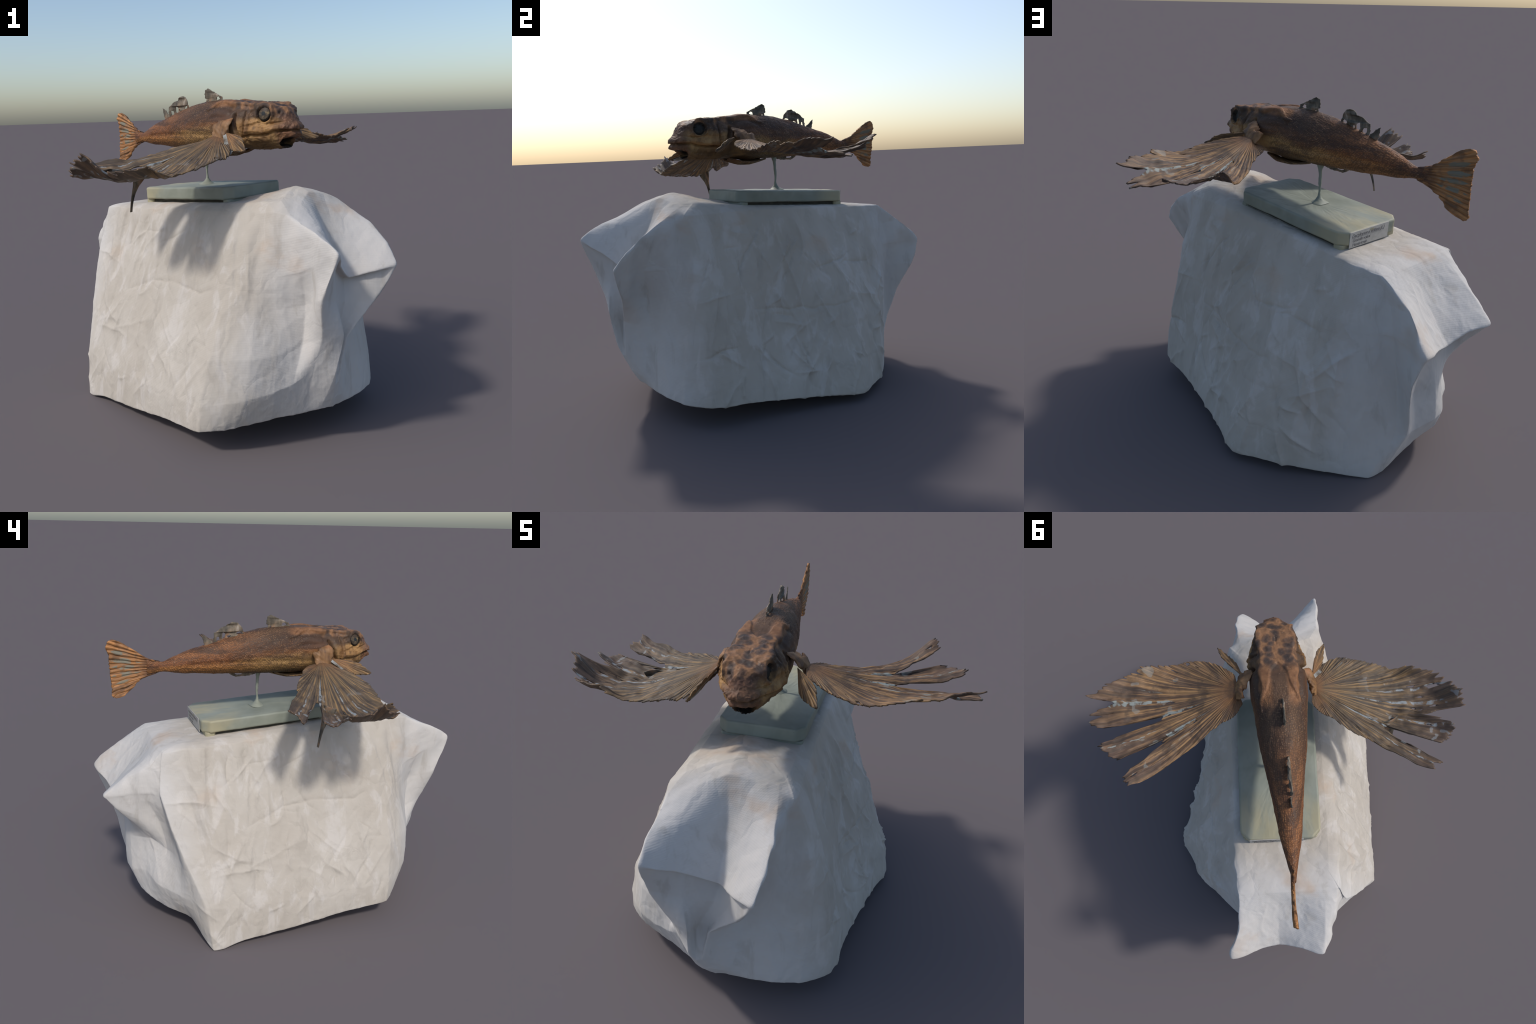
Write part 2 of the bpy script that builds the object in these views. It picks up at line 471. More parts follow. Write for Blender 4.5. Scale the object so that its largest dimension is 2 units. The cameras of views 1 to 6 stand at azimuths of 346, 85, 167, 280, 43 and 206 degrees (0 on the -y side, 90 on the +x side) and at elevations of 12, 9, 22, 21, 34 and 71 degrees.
# Fold profiles from the lid edge down to the hem: (a, b, z) in the frame of the box.
FOLDS = {
    "left, rear edge": [(-.70, -.325, 1.0), (-.725, -.35, .89), (-.735, -.38, .80), (-.70, -.452, .63), (-.645, -.52, .46), (-.567, -.605, .24), (-.54, -.645, .004)],
    "left, 2": [(-.42, -.335, 1.015), (-.42, -.37, .92), (-.42, -.415, .80), (-.41, -.485, .62), (-.40, -.55, .45), (-.38, -.625, .22), (-.38, -.65, .034)],
    "left, 3": [(-.10, -.33, 1.035), (-.10, -.372, .93), (-.09, -.42, .80), (-.08, -.495, .62), (-.07, -.565, .45), (-.06, -.635, .22), (-.05, -.65, .070)],
    "left, 4": [(.20, -.325, 1.05), (.20, -.385, .93), (.20, -.435, .80), (.20, -.51, .62), (.20, -.58, .45), (.20, -.645, .23), (.20, -.655, .100)],
    "left, front edge": [(.46, -.32, 1.06), (.47, -.392, .94), (.47, -.45, .80), (.48, -.53, .62), (.48, -.60, .45), (.46, -.65, .24), (.455, -.66, .126)],
    "front left corner": [(.56, -.32, 1.07), (.575, -.355, .94), (.585, -.40, .81), (.605, -.445, .64), (.63, -.50, .46), (.62, -.53, .28), (.56, -.54, .138)],
    "front left hollow": [(.62, -.323, 1.078), (.638, -.347, .94), (.645, -.358, .81), (.66, -.37, .66), (.69, -.41, .47), (.68, -.44, .30), (.62, -.43, .148)],
    "front left facet": [(.665, -.315, 1.075), (.73, -.322, .985), (.775, -.318, .85), (.757, -.277, .68), (.747, -.292, .50), (.735, -.345, .33), (.665, -.345, .156)],
    "front left ear": [(.70, -.30, 1.07), (.85, -.315, 1.01), (.985, -.326, .947), (.895, -.332, .74), (.850, -.280, .55), (.79, -.27, .39), (.715, -.26, .162)],
    "front cavity left": [(.66, -.20, 1.10), (.80, -.22, 1.01), (.892, -.205, .86), (.865, -.21, .70), (.895, -.185, .55), (.855, -.205, .36), (.765, -.20, .175)],
    "front middle": [(.61, -.08, 1.14), (.70, -.065, .975), (.830, -.065, .775), (.825, -.09, .665), (.825, -.17, .49), (.84, -.18, .31), (.775, -.155, .172)],
    "front cavity right": [(.60, .03, 1.12), (.74, .045, .975), (.91, .02, .803), (.85, -.03, .66), (.82, -.12, .50), (.835, -.16, .31), (.772, -.12, .162)],
    "front right ear": [(.61, .12, 1.09), (.80, .14, .98), (.975, .118, .826), (.898, .03, .665), (.848, -.105, .51), (.832, -.14, .31), (.755, -.075, .152)],
    "front right fold": [(.60, .162, 1.072), (.72, .14, .965), (.785, .07, .80), (.755, .0, .64), (.745, .0, .48), (.755, .0, .31), (.75, .03, .142)],
    "front right hollow": [(.60, .178, 1.062), (.635, .157, .93), (.652, .155, .80), (.672, .163, .65), (.695, .135, .47), (.725, .13, .29), (.735, .15, .133)],
    "front right facet": [(.57, .186, 1.058), (.58, .215, .92), (.60, .255, .78), (.62, .27, .62), (.65, .275, .45), (.685, .26, .27), (.70, .265, .125)],
    "right, front edge": [(.48, .185, 1.055), (.52, .24, .90), (.54, .28, .75), (.56, .315, .60), (.58, .348, .45), (.60, .375, .27), (.61, .382, .121)],
    "right, 2": [(.28, .18, 1.055), (.28, .225, .92), (.29, .265, .77), (.30, .305, .60), (.31, .35, .43), (.32, .395, .25), (.32, .425, .095)],
    "right, 3": [(.0, .18, 1.045), (.0, .245, .92), (.0, .305, .77), (.0, .36, .60), (-.01, .41, .42), (-.015, .46, .23), (-.018, .498, .062)],
    "right, 4": [(-.28, .182, 1.03), (-.27, .24, .90), (-.26, .31, .76), (-.25, .385, .60), (-.24, .46, .42), (-.235, .53, .22), (-.225, .562, .044)],
    "right, rear edge": [(-.53, .183, 1.015), (-.54, .23, .90), (-.55, .28, .74), (-.54, .33, .56), (-.515, .385, .40), (-.485, .43, .22), (-.45, .455, .048)],
    "rear right corner": [(-.64, .178, 1.01), (-.69, .185, .90), (-.71, .20, .76), (-.72, .21, .60), (-.71, .22, .43), (-.69, .24, .23), (-.63, .295, .024)],
    "rear right hollow": [(-.69, .174, 1.008), (-.765, .158, .89), (-.80, .165, .77), (-.808, .14, .63), (-.818, .12, .46), (-.818, .108, .25), (-.745, .18, .004)],
    "rear right ear": [(-.72, .165, 1.008), (-.875, .176, .908), (-1.018, .243, .782), (-.956, .222, .62), (-.904, .148, .46), (-.868, .09, .27), (-.765, .10, .012)],
    "rear cavity right": [(-.72, .07, 1.005), (-.83, .08, .908), (-.965, .07, .733), (-.89, .06, .64), (-.85, .05, .46), (-.86, .02, .26), (-.765, .0, .04)],
    "rear middle": [(-.72, -.03, 1.002), (-.80, -.02, .90), (-.945, -.02, .716), (-.885, -.03, .62), (-.89, -.06, .46), (-.885, -.09, .28), (-.785, -.09, .10)],
    "rear cavity left": [(-.72, -.13, 1.004), (-.80, -.13, .90), (-.97, -.13, .755), (-.87, -.14, .64), (-.87, -.13, .47), (-.87, -.17, .28), (-.835, -.17, .17)],
    "rear left ear": [(-.72, -.25, 1.004), (-.86, -.25, .89), (-1.015, -.245, .768), (-.955, -.262, .705), (-.775, -.25, .50), (-.81, -.25, .31), (-.81, -.24, .16)],
    "rear left fold": [(-.712, -.305, 1.004), (-.775, -.315, .925), (-.83, -.308, .80), (-.738, -.312, .62), (-.705, -.33, .46), (-.765, -.345, .27), (-.72, -.335, .115)],
    "rear left facet": [(-.71, -.318, 1.0), (-.725, -.345, .89), (-.725, -.36, .79), (-.695, -.395, .63), (-.67, -.43, .46), (-.67, -.465, .25), (-.612, -.47, .105)],
}


def catmull(P, counts, closed, crisp=0.58):
    """Spline along axis 0 of P, partly straightened; counts = steps in each span."""
    n = len(P)
    spans = n if closed else n - 1
    k = np.concatenate([np.full(c, i) for i, c in enumerate(counts)] + ([] if closed else [[spans - 1]])).astype(int)
    f = np.concatenate([np.arange(c) / c for c in counts] + ([] if closed else [[1.0]]))
    f = f.reshape((-1,) + (1,) * (P.ndim - 1))
    if closed:
        p = [P[(k + d) % n] for d in (-1, 0, 1, 2)]
    else:
        p = [P[np.clip(k + d, 0, n - 1)] for d in (-1, 0, 1, 2)]
    m1, m2 = 0.5 * (p[2] - p[0]), 0.5 * (p[3] - p[1])
    soft = (2 * f**3 - 3 * f**2 + 1) * p[1] + (f**3 - 2 * f**2 + f) * m1 + (-2 * f**3 + 3 * f**2) * p[2] + (f**3 - f**2) * m2
    return soft * (1 - crisp) + (p[1] * (1 - f) + p[2] * f) * crisp


def span_counts(P, closed, step=0.005):
    """Steps per span along axis 0, from the mean span length."""
    nxt = np.roll(P, -1, 0) if closed else P[1:]
    cur = P if closed else P[:-1]
    L = np.linalg.norm(nxt - cur, axis=2)
    L = np.sort(L, axis=1)[:, L.shape[1] // 3:].mean(axis=1)
    return np.clip((L / step).astype(int), 5, 90)


# creases pressed into the two long sides: polylines of (a, z), height in metres, half width
LEFT_CREASES = [
    ([(-.30, .62), (-.05, .70), (.02, .71)], -.006, .012), ([(.03, .71), (.30, .70), (.36, .72)], -.007, .010),
    ([(-.62, .92), (-.48, .60), (-.42, .35)], .010, .03), ([(-.06, 1.0), (-.02, .60), (.02, .40)], .006, .02),
    ([(-.36, .40), (-.02, .52)], .005, .012), ([(.0, .52), (.12, .38), (.20, .30)], .008, .02), ([(.02, .36), (.05, .20)], .010, .02),
    ([(.18, .42), (.30, .24)], .008, .018), ([(-.30, .75), (-.14, .95)], .004, .008), ([(-.15, .28), (-.16, .05)], .004, .012),
    ([(.30, .62), (.34, .40)], .006, .018), ([(-.28, .96), (-.25, .74)], -.006, .03), ([(-.08, .97), (-.10, .72)], -.006, .03), ([(.20, 1.0), (.22, .74)], .006, .03),
]
RIGHT_CREASES = [
    ([(.10, .98), (.09, .82), (.05, .62), (.02, .50), (.0, .30)], .012, .018), ([(.02, .98), (.04, .86), (.08, .80)], .008, .012),
    ([(.26, .90), (.25, .62)], .010, .05), ([(.10, .78), (.16, .60), (.22, .56)], .006, .012), ([(-.04, .98), (-.06, .84)], .007, .012),
    ([(-.02, .32), (-.10, .42), (-.16, .46)], .008, .012), ([(-.12, .46), (-.06, .24), (.02, .08)], .010, .018), ([(-.05, .34), (.10, .16), (.12, .06)], .010, .02),
    ([(.30, .56), (.0, .52), (-.30, .52)], -.005, .008), ([(-.18, .86), (-.28, .60), (-.40, .36)], .006, .02), ([(-.20, .30), (-.16, .06)], .008, .02),
    ([(.20, .48), (.05, .44)], .006, .02), ([(-.30, .22), (-.26, .06)], .008, .02), ([(-.06, .30), (-.02, .06)], .008, .016), ([(.38, .80), (.36, .60)], .005, .03),
]


def build_cloth(mat):
    cols = []
    for name, prof in FOLDS.items():
        prof = np.array(prof)
        # a turned-under hem where the end flaps hang free, a plain step elsewhere
        hem_pt = prof[2] * .86 + prof[3] * .14
        if "cavity" in name or "middle" in name:
            hem_pt = prof[2] + np.array((-.035 * np.sign(prof[2][0]), 0, -.010))
        prof = np.insert(prof, 3, hem_pt, axis=0)
        rim = prof[0]
        cen = np.array([np.clip(rim[0], -.3, .2), -.075])
        ins = []
        for f in (0.06, 0.45, 0.80):
            a = cen[0] * (1 - f) * (f if f < .1 else 1) + rim[0] * f
            b = cen[1] + (rim[1] - cen[1]) * f
            ins.append((a, b, top_height(a, b)))
        hem = prof[-1]
        mid = np.array([-.05, -.08])
        under = [(mid[0] + (hem[0] - mid[0]) * f, mid[1] + (hem[1] - mid[1]) * f, hem[2] * f + dz) for f, dz in ((.95, .012), (.80, .03), (.05, .07))]
        cols.append(np.vstack([ins, prof, under]))
    P = np.array(cols)                                   # columns x rows x 3
    V = catmull(P, span_counts(P, True), True)           # around
    W = np.swapaxes(V, 0, 1)
    V = np.swapaxes(catmull(W, span_counts(W, False), False), 0, 1)
    # round the pinched corners of the folds, as limp cotton does
    tips = [np.array(FOLDS[k][2]) for k in ("front left ear", "front right ear", "rear right ear", "rear left ear")]
    wt = sum(np.exp(-(np.linalg.norm(V - t, axis=2) / .055) ** 2) for t in tips)[..., None]
    for _ in range(34):
        avg = (np.roll(V, 1, 0) + np.roll(V, -1, 0) + np.roll(V, 1, 1) + np.roll(V, -1, 1)) / 4
        V = V + np.clip(wt, 0, 1) * .8 * (avg - V)
    N = -np.cross(np.roll(V, -1, 0) - np.roll(V, 1, 0), np.gradient(V, axis=1))
    N /= np.linalg.norm(N, axis=2, keepdims=True) + 1e-9
    out = V - np.array([-.05, -.08, .5])
    if np.mean(np.einsum("ijk,ijk->ij", N, out)) < 0:
        N = -N
    n, mrow = V.shape[:2]
    p, nn = V.reshape(-1, 3).copy(), N.reshape(-1, 3)
    side = smooth(1.02 - p[:, 2], -.01, .10)
    lid = 1 - side
    q = p * np.array([1, 1, .45])
    d = .007 * fbm(q * 4.2, 2) * side
    d += .0026 * (ridged(q * 6.0 + 3, 2) - .25) * side
    d += .0012 * (ridged(p * np.array([15, 15, 8]) + 9, 2) - .25) * (0.35 + .65 * side)
    drape = np.sin(p[:, 0] * 52 + 5 * perlin(p * np.array([3, 3, 1.2]))) * smooth(p[:, 2], .55, .80) * smooth(p[:, 2], 1.06, .97)
    d += .0005 * fbm(p * 42.0, 2)
    d += .006 * fbm(p * 6, 3) * lid
    on_left = smooth(-nn[:, 1], .5, .8)
    on_right = smooth(nn[:, 1], .5, .8)
    d += .0042 * drape * (on_left + on_right)
    wob = .022 * fbm(p * 8 + 4, 2)
    for lines, mask, gain in ((LEFT_CREASES, on_left, 1.3), (RIGHT_CREASES, on_right, 2.0)):
        for pts, hgt, wid in lines:
            dist, run = seg_dist(p[:, 0] + wob, p[:, 2] + wob, pts)
            d += hgt * gain * np.exp(-dist / wid) * mask * (0.4 + .6 * np.sin(np.pi * np.clip(run, 0.05, .95)))
    # many small pressed creases, mostly hanging down or slanting
    rnd = np.random.default_rng(5)
    for sgn, mask in ((-1, on_left), (1, on_right)):
        sel = np.nonzero(mask > .02)[0]
        for _ in range(110):
            a0, z0 = rnd.uniform(-.66, .55), rnd.uniform(.12, .95)
            ang = rnd.choice([rnd.normal(1.57, .25), rnd.normal(.9, .2), rnd.normal(2.2, .2), rnd.normal(0, .3)], p=[.56, .17, .17, .10])
            ln = rnd.uniform(.08, .36)
            bend = rnd.normal(0, .25)
            pts = [(a0 + ln * (t - .5) * math.cos(ang + bend * (t - .5)), z0 + ln * (t - .5) * math.sin(ang + bend * (t - .5))) for t in (0, .33, .66, 1)]
            dist, run = seg_dist((p[:, 0] + wob * .4)[sel], (p[:, 2] + wob * .4)[sel], pts)
            wid = rnd.uniform(.0055, .014)
            hgt = rnd.uniform(.003, .009) * (1.6 if sgn > 0 else 1) * rnd.choice([1, 1, -1])
            d[sel] += hgt * np.exp(-dist / wid) * mask[sel] * np.sin(np.pi * np.clip(run, .02, .98))
    hem_fade = smooth(p[:, 2], -.01, .05)
    p += nn * (d * (0.3 + .7 * hem_fade))[:, None]
    p[:, 2] = np.maximum(p[:, 2], 0.0)
    faces = grid_faces(n, mrow, wrap_n=True)
    # close lid centre and underside
    faces = [list(f) for f in faces]
    faces.append([i * mrow for i in range(n)])
    faces.append([i * mrow + mrow - 1 for i in range(n)][::-1])
    ob = add_mesh("draped_cloth", p, faces, mat)
    ob.rotation_euler = (0, 0, CLOTH_YAW)
    ob["label"] = "white wrinkled cotton cloth draped over a box"
    ob["category"] = "cloth covered box"
    return ob


# ------------------------------------------------------------------ 2. the mounted fish
FISH_YAW = math.atan2(-0.859, 0.512)
Z0 = 1.04


def fish_root():
    e = bpy.data.objects.new("mounted_flying_gurnard", None)
    bpy.context.scene.collection.objects.link(e)
    e.empty_display_size = 0.2
    e.location = (-0.072 * 0.859, -0.072 * 0.512, Z0)
    e.rotation_euler = (0, 0, FISH_YAW)
    e["label"] = "dried brown fish with spread ragged fins on rod and base"
    e["category"] = "mounted fish specimen"
    return e


# stations along the body: x, back height, belly height, half width, height of the widest line, upper and lower squareness
BODY = [
    (-.735, 1.424, 1.345, .007, 1.385, 2.0, 2.0), (-.70, 1.413, 1.357, .013, 1.385, 2.0, 2.0), (-.66, 1.411, 1.359, .024, 1.385, 2.0, 2.0), (-.60, 1.430, 1.351, .036, 1.390, 2.0, 2.0), (-.53, 1.455, 1.344, .048, 1.397, 2.0, 2.0),
    (-.43, 1.484, 1.338, .064, 1.408, 1.9, 2.1), (-.33, 1.512, 1.332, .076, 1.418, 1.85, 2.1), (-.22, 1.540, 1.327, .091, 1.425, 1.85, 2.2),
    (-.10, 1.560, 1.324, .110, 1.430, 1.9, 2.3), (.04, 1.567, 1.325, .122, 1.435, 1.9, 2.3), (.15, 1.563, 1.329, .134, 1.435, 2.4, 2.3),
    (.23, 1.556, 1.331, .135, 1.430, 2.6, 2.2), (.29, 1.550, 1.329, .132, 1.425, 2.8, 2.1), (.35, 1.546, 1.329, .117, 1.425, 3.0, 2.1),
    (.40, 1.539, 1.331, .100, 1.430, 3.0, 2.1), (.44, 1.526, 1.334, .086, 1.432, 2.8, 2.1), (.47, 1.517, 1.342, .069, 1.432, 2.2, 2.2),
    (.49, 1.500, 1.354, .058, 1.428, 1.9, 2.4), (.505, 1.474, 1.368, .051, 1.422, 1.8, 2.4), (.517, 1.455, 1.386, .044, 1.422, 1.8, 2.3),
    (.527, 1.446, 1.408, .040, 1.428, 2.0, 2.0), (.534, 1.440, 1.422, .024, 1.430, 2.0, 2.0), (.537, 1.434, 1.428, .006, 1.431, 2.0, 2.0),
]


def build_body(parent, mat, socket):
    B = np.array(BODY)
    x = np.concatenate([np.linspace(-.735, .40, 330), np.linspace(.40, .537, 150)[1:]])
    top, bot, hw, zc, pt, pb = (pchip(B[:, 0], B[:, k])(x) for k in range(1, 7))
    m = 220
    ph = np.arange(m) / m * 2 * np.pi
    c, s = np.cos(ph), np.sin(ph)
    V = np.zeros((len(x), m, 3))
    for i in range(len(x)):
        e = np.where(s > 0, pt[i], pb[i])
        rr = (np.abs(c) ** e + np.abs(s) ** e) ** (-1 / e)
        yy = hw[i] * c * rr
        zz = zc[i] + np.where(s > 0, top[i] - zc[i], zc[i] - bot[i]) * s * rr
        # flat bony head: a level crown with hard edges, cheeks sloping outwards below it
        k = smooth(x[i], .02, .14) * smooth(x[i], .485, .43)
        hgt, cw = top[i] - zc[i], min(.086, hw[i] * .86)
        kn = np.radians([0, 20, 46, 52, 58, 75, 90])
        up = np.arcsin(np.clip(np.abs(s), 0, 1))
        yk = np.interp(up, kn, [hw[i], hw[i] * .985, cw + .012, cw + .002, cw - .012, .040, 0])
        zk = np.interp(up, kn, [zc[i], zc[i] + .26 * hgt, zc[i] + .72 * hgt, top[i] - .012, top[i] - .007, top[i] - .001, top[i]])
        V[i, :, 0] = x[i]
        V[i, :, 1] = np.where(s > 0, yy * (1 - k) + np.sign(c) * yk * k, yy)
        V[i, :, 2] = np.where(s > 0, zz * (1 - k) + zk * k, zz)
    N = grid_normals(V)
    if np.mean(N[:, :, 1] * V[:, :, 1]) < 0:
        N = -N
    p, nn = V.reshape(-1, 3), N.reshape(-1, 3)
    X, AY, Z = p[:, 0], np.abs(p[:, 1]), p[:, 2]
    d = np.zeros(len(p))
    head = smooth(X, .15, .25)
    # lean lumps of the dried skin
    d += .0045 * fbm(p * np.array([7, 9, 9]), 3) * (1 - .4 * head)
    d += .0020 * fbm(p * 24, 3)
    d += .0012 * ridged(p * np.array([14, 30, 40]), 2) * smooth(X, .2, .1)
    # sunken flank line and belly crease
    flank = smooth(AY, .02, .05)
    dist, _ = seg_dist(X, Z, [(-.5, 1.398), (-.2, 1.40), (.12, 1.40)])
    d -= .004 * np.exp(-(dist / .012) ** 2) * flank
    # head shield: raised plates with two rear spines
    edge = .086 + .006 * np.sin(X * 40)
    tip = np.interp(X, [-.005, .05, .12, .19, .24, .5], [.0, .012, .030, .055, .09, .09])
    inner = edge - tip
    sh = smooth(edge - AY, -.004, .002) * smooth(AY - inner, -.004, .003) * smooth(X, -.004, .01)
    sh *= smooth(Z, 1.49, 1.51)
    sh *= smooth(X, .50, .40)
    d += .0070 * sh
    d -= .008 * np.exp(-((AY - edge - .008) / .010) ** 2) * smooth(Z, 1.47, 1.50) * smooth(X, -.01, .03) * smooth(X, .36, .30)
    # smaller plate on the shoulder
    dist, run = seg_dist(X, Z, [(.05, 1.508), (.12, 1.506), (.18, 1.505)])
    d += .006 * np.exp(-(dist / .018) ** 4) * smooth(AY, .06, .09)
    # crown: hollow between the brows, brow ridges
    d -= .008 * np.exp(-(p[:, 1] / .055) ** 2) * smooth(Z, 1.49, 1.52) * smooth(X, .10, .22) * smooth(X, .49, .43)
    d += .003 * np.exp(-((X - .405) / .05) ** 2 - ((AY - .086) / .018) ** 2) * smooth(Z, 1.505, 1.53)
    d -= .003 * np.exp(-((X - .30) / .03) ** 2) * smooth(Z, 1.50, 1.53)
    lump = smooth(Z, 1.51, 1.53) * head
    d += .0022 * fbm(p * np.array([16, 16, 4]) + 3.3, 2) * lump
    # grooves of the gill covers and jaw: (x, z) lines, width, depth
    side = smooth(AY, .035, .06)
    for pts, wid, dep in (
        ([(.300, 1.512), (.307, 1.462), (.308, 1.430), (.298, 1.389), (.318, 1.362)], .0042, .013),
        ([(.233, 1.495), (.247, 1.461), (.257, 1.426), (.272, 1.395)], .0085, .024),
        ([(.536, 1.412), (.500, 1.416), (.452, 1.414), (.424, 1.402), (.374, 1.396), (.335, 1.397), (.285, 1.387)], .0055, .020),
        ([(.45, 1.448), (.42, 1.445), (.38, 1.452), (.36, 1.475)], .005, .006),
        ([(.330, 1.50), (.337, 1.46), (.332, 1.41)], .004, .004),
        ([(.520, 1.452), (.50, 1.456), (.47, 1.452), (.44, 1.446)], .004, .006),
        ([(.30, 1.37), (.36, 1.362), (.43, 1.366)], .004, .004),
    ):
        dist, run = seg_dist(X, Z, pts)
        d -= dep * np.exp(-(dist / wid) ** 2) * side * (Z < 1.53)
    dist, _ = seg_dist(X, Z, [(.60, 1.415), (.44, 1.413)])
    d -= .012 * np.exp(-(dist / .005) ** 2) * smooth(X, .46, .48)
    # swollen cheek bar and jaw plate
    dist, _ = seg_dist(X, Z, [(.50, 1.436), (.44, 1.425), (.37, 1.418), (.32, 1.42)])
    d += .010 * np.exp(-(dist / .016) ** 2) * side
    dist, _ = seg_dist(X, Z, [(.318, 1.49), (.320, 1.44), (.312, 1.385)])
    d += .005 * np.exp(-(dist / .010) ** 2) * side
    dist, _ = seg_dist(X, Z, [(.275, 1.49), (.282, 1.43), (.285, 1.39)])
    d += .005 * np.exp(-(dist / .014) ** 2) * side
    # wrinkled throat
    d += .003 * ridged(p * np.array([9, 40, 40]), 2) * smooth(Z, 1.40, 1.36) * smooth(X, .25, .3)
    # bony ridges over the cheeks and brow
    d += .0045 * (ridged(p * np.array([13, 8, 30]) + 1.7, 2) - .3) * smooth(X, .24, .30) * smooth(X, .47, .43) * smooth(AY, .04, .08)
    d += .0025 * (ridged(p * np.array([26, 26, 26]) + 4.1, 2) - .3) * smooth(X, .20, .26)
    # craggy snout and lips
    d += .0055 * fbm(p * 21 + 2.2, 3) * smooth(X, .42, .47)
    d += .0035 * (ridged(p * np.array([30, 26, 26]), 2) - .3) * smooth(X, .44, .48) * smooth(Z, 1.45, 1.43)
    # nostrils
    for cx, cy, cz in ((.478, .040, 1.482), (.470, .052, 1.497)):
        d -= .008 * np.exp(-((X - cx) / .007) ** 2 - ((AY - cy) / .007) ** 2 - ((Z - cz) / .008) ** 2)
    # eye sockets
    er = np.hypot(X - .405, Z - 1.490)
    d -= .020 * smooth(er, .0370, .031) * smooth(AY, .04, .06)
    d += .004 * np.exp(-((er - .041) / .006) ** 2) * smooth(AY, .04, .06)
    # ventral bulges
    d += .012 * np.exp(-((X - .07) / .05) ** 2 - (p[:, 1] / .05) ** 2) * smooth(Z, 1.40, 1.36)
    p = p + nn * d[:, None]
    # mouth: pushed inwards from the front
    mouth = np.exp(-((Z - 1.366) / .019) ** 4 - (p[:, 1] / .045) ** 4) * smooth(X, .455, .475)
    p[:, 0] -= .075 * mouth
    p[:, 2] += (1.368 - p[:, 2]) * -.10 * mouth
    lipr = np.exp(-((Z - 1.398) / .010) ** 2 - (p[:, 1] / .05) ** 4) * smooth(X, .48, .50)
    p[:, 0] += .010 * lipr
    chin = np.exp(-((Z - 1.345) / .010) ** 2 - (p[:, 1] / .05) ** 4) * smooth(X, .45, .47)
    p[:, 0] += .012 * chin
    p[:, 2] -= Z0
    F = grid_faces(len(x), m, wrap_m=True)
    # one smooth surface first, for its normals
    tmp = bpy.data.meshes.new("body_whole")
    tmp.from_pydata(p.tolist(), [], F.tolist())
    tmp.polygons.foreach_set("use_smooth", [True] * len(tmp.polygons))
    tmp.update()
    vn = np.zeros(len(p) * 3)
    tmp.vertices.foreach_get("normal", vn)
    vn = vn.reshape(-1, 3)
    if np.mean(np.einsum("ij,ij->i", vn, nn)) < 0:
        F = F[:, ::-1]
        vn = -vn
    bpy.data.meshes.remove(tmp)
    ring = F.min(axis=1) // m
    cut1, cut2 = np.searchsorted(x, -.42), np.searchsorted(x, .262)
    # the head's rear border follows the gill slit only roughly: a plain ring keeps the seam shut
    for name, lo, hi in (("tail", 0, cut1), ("trunk", cut1, cut2), ("head", cut2, len(x))):
        f = F[(ring >= lo) & (ring < hi)]
        ids, inv = np.unique(f, return_inverse=True)
        ff = inv.reshape(f.shape)
        faces = ff.tolist()
        if name == "head":
            faces.append([len(ids) - m + k for k in range(m)])
        if name == "tail":
            faces.append([m - 1 - k for k in range(m)])
        ob = add_mesh(name, p[ids], faces, mat, parent)
        ob.data.normals_split_custom_set_from_vertices(vn[ids].tolist())


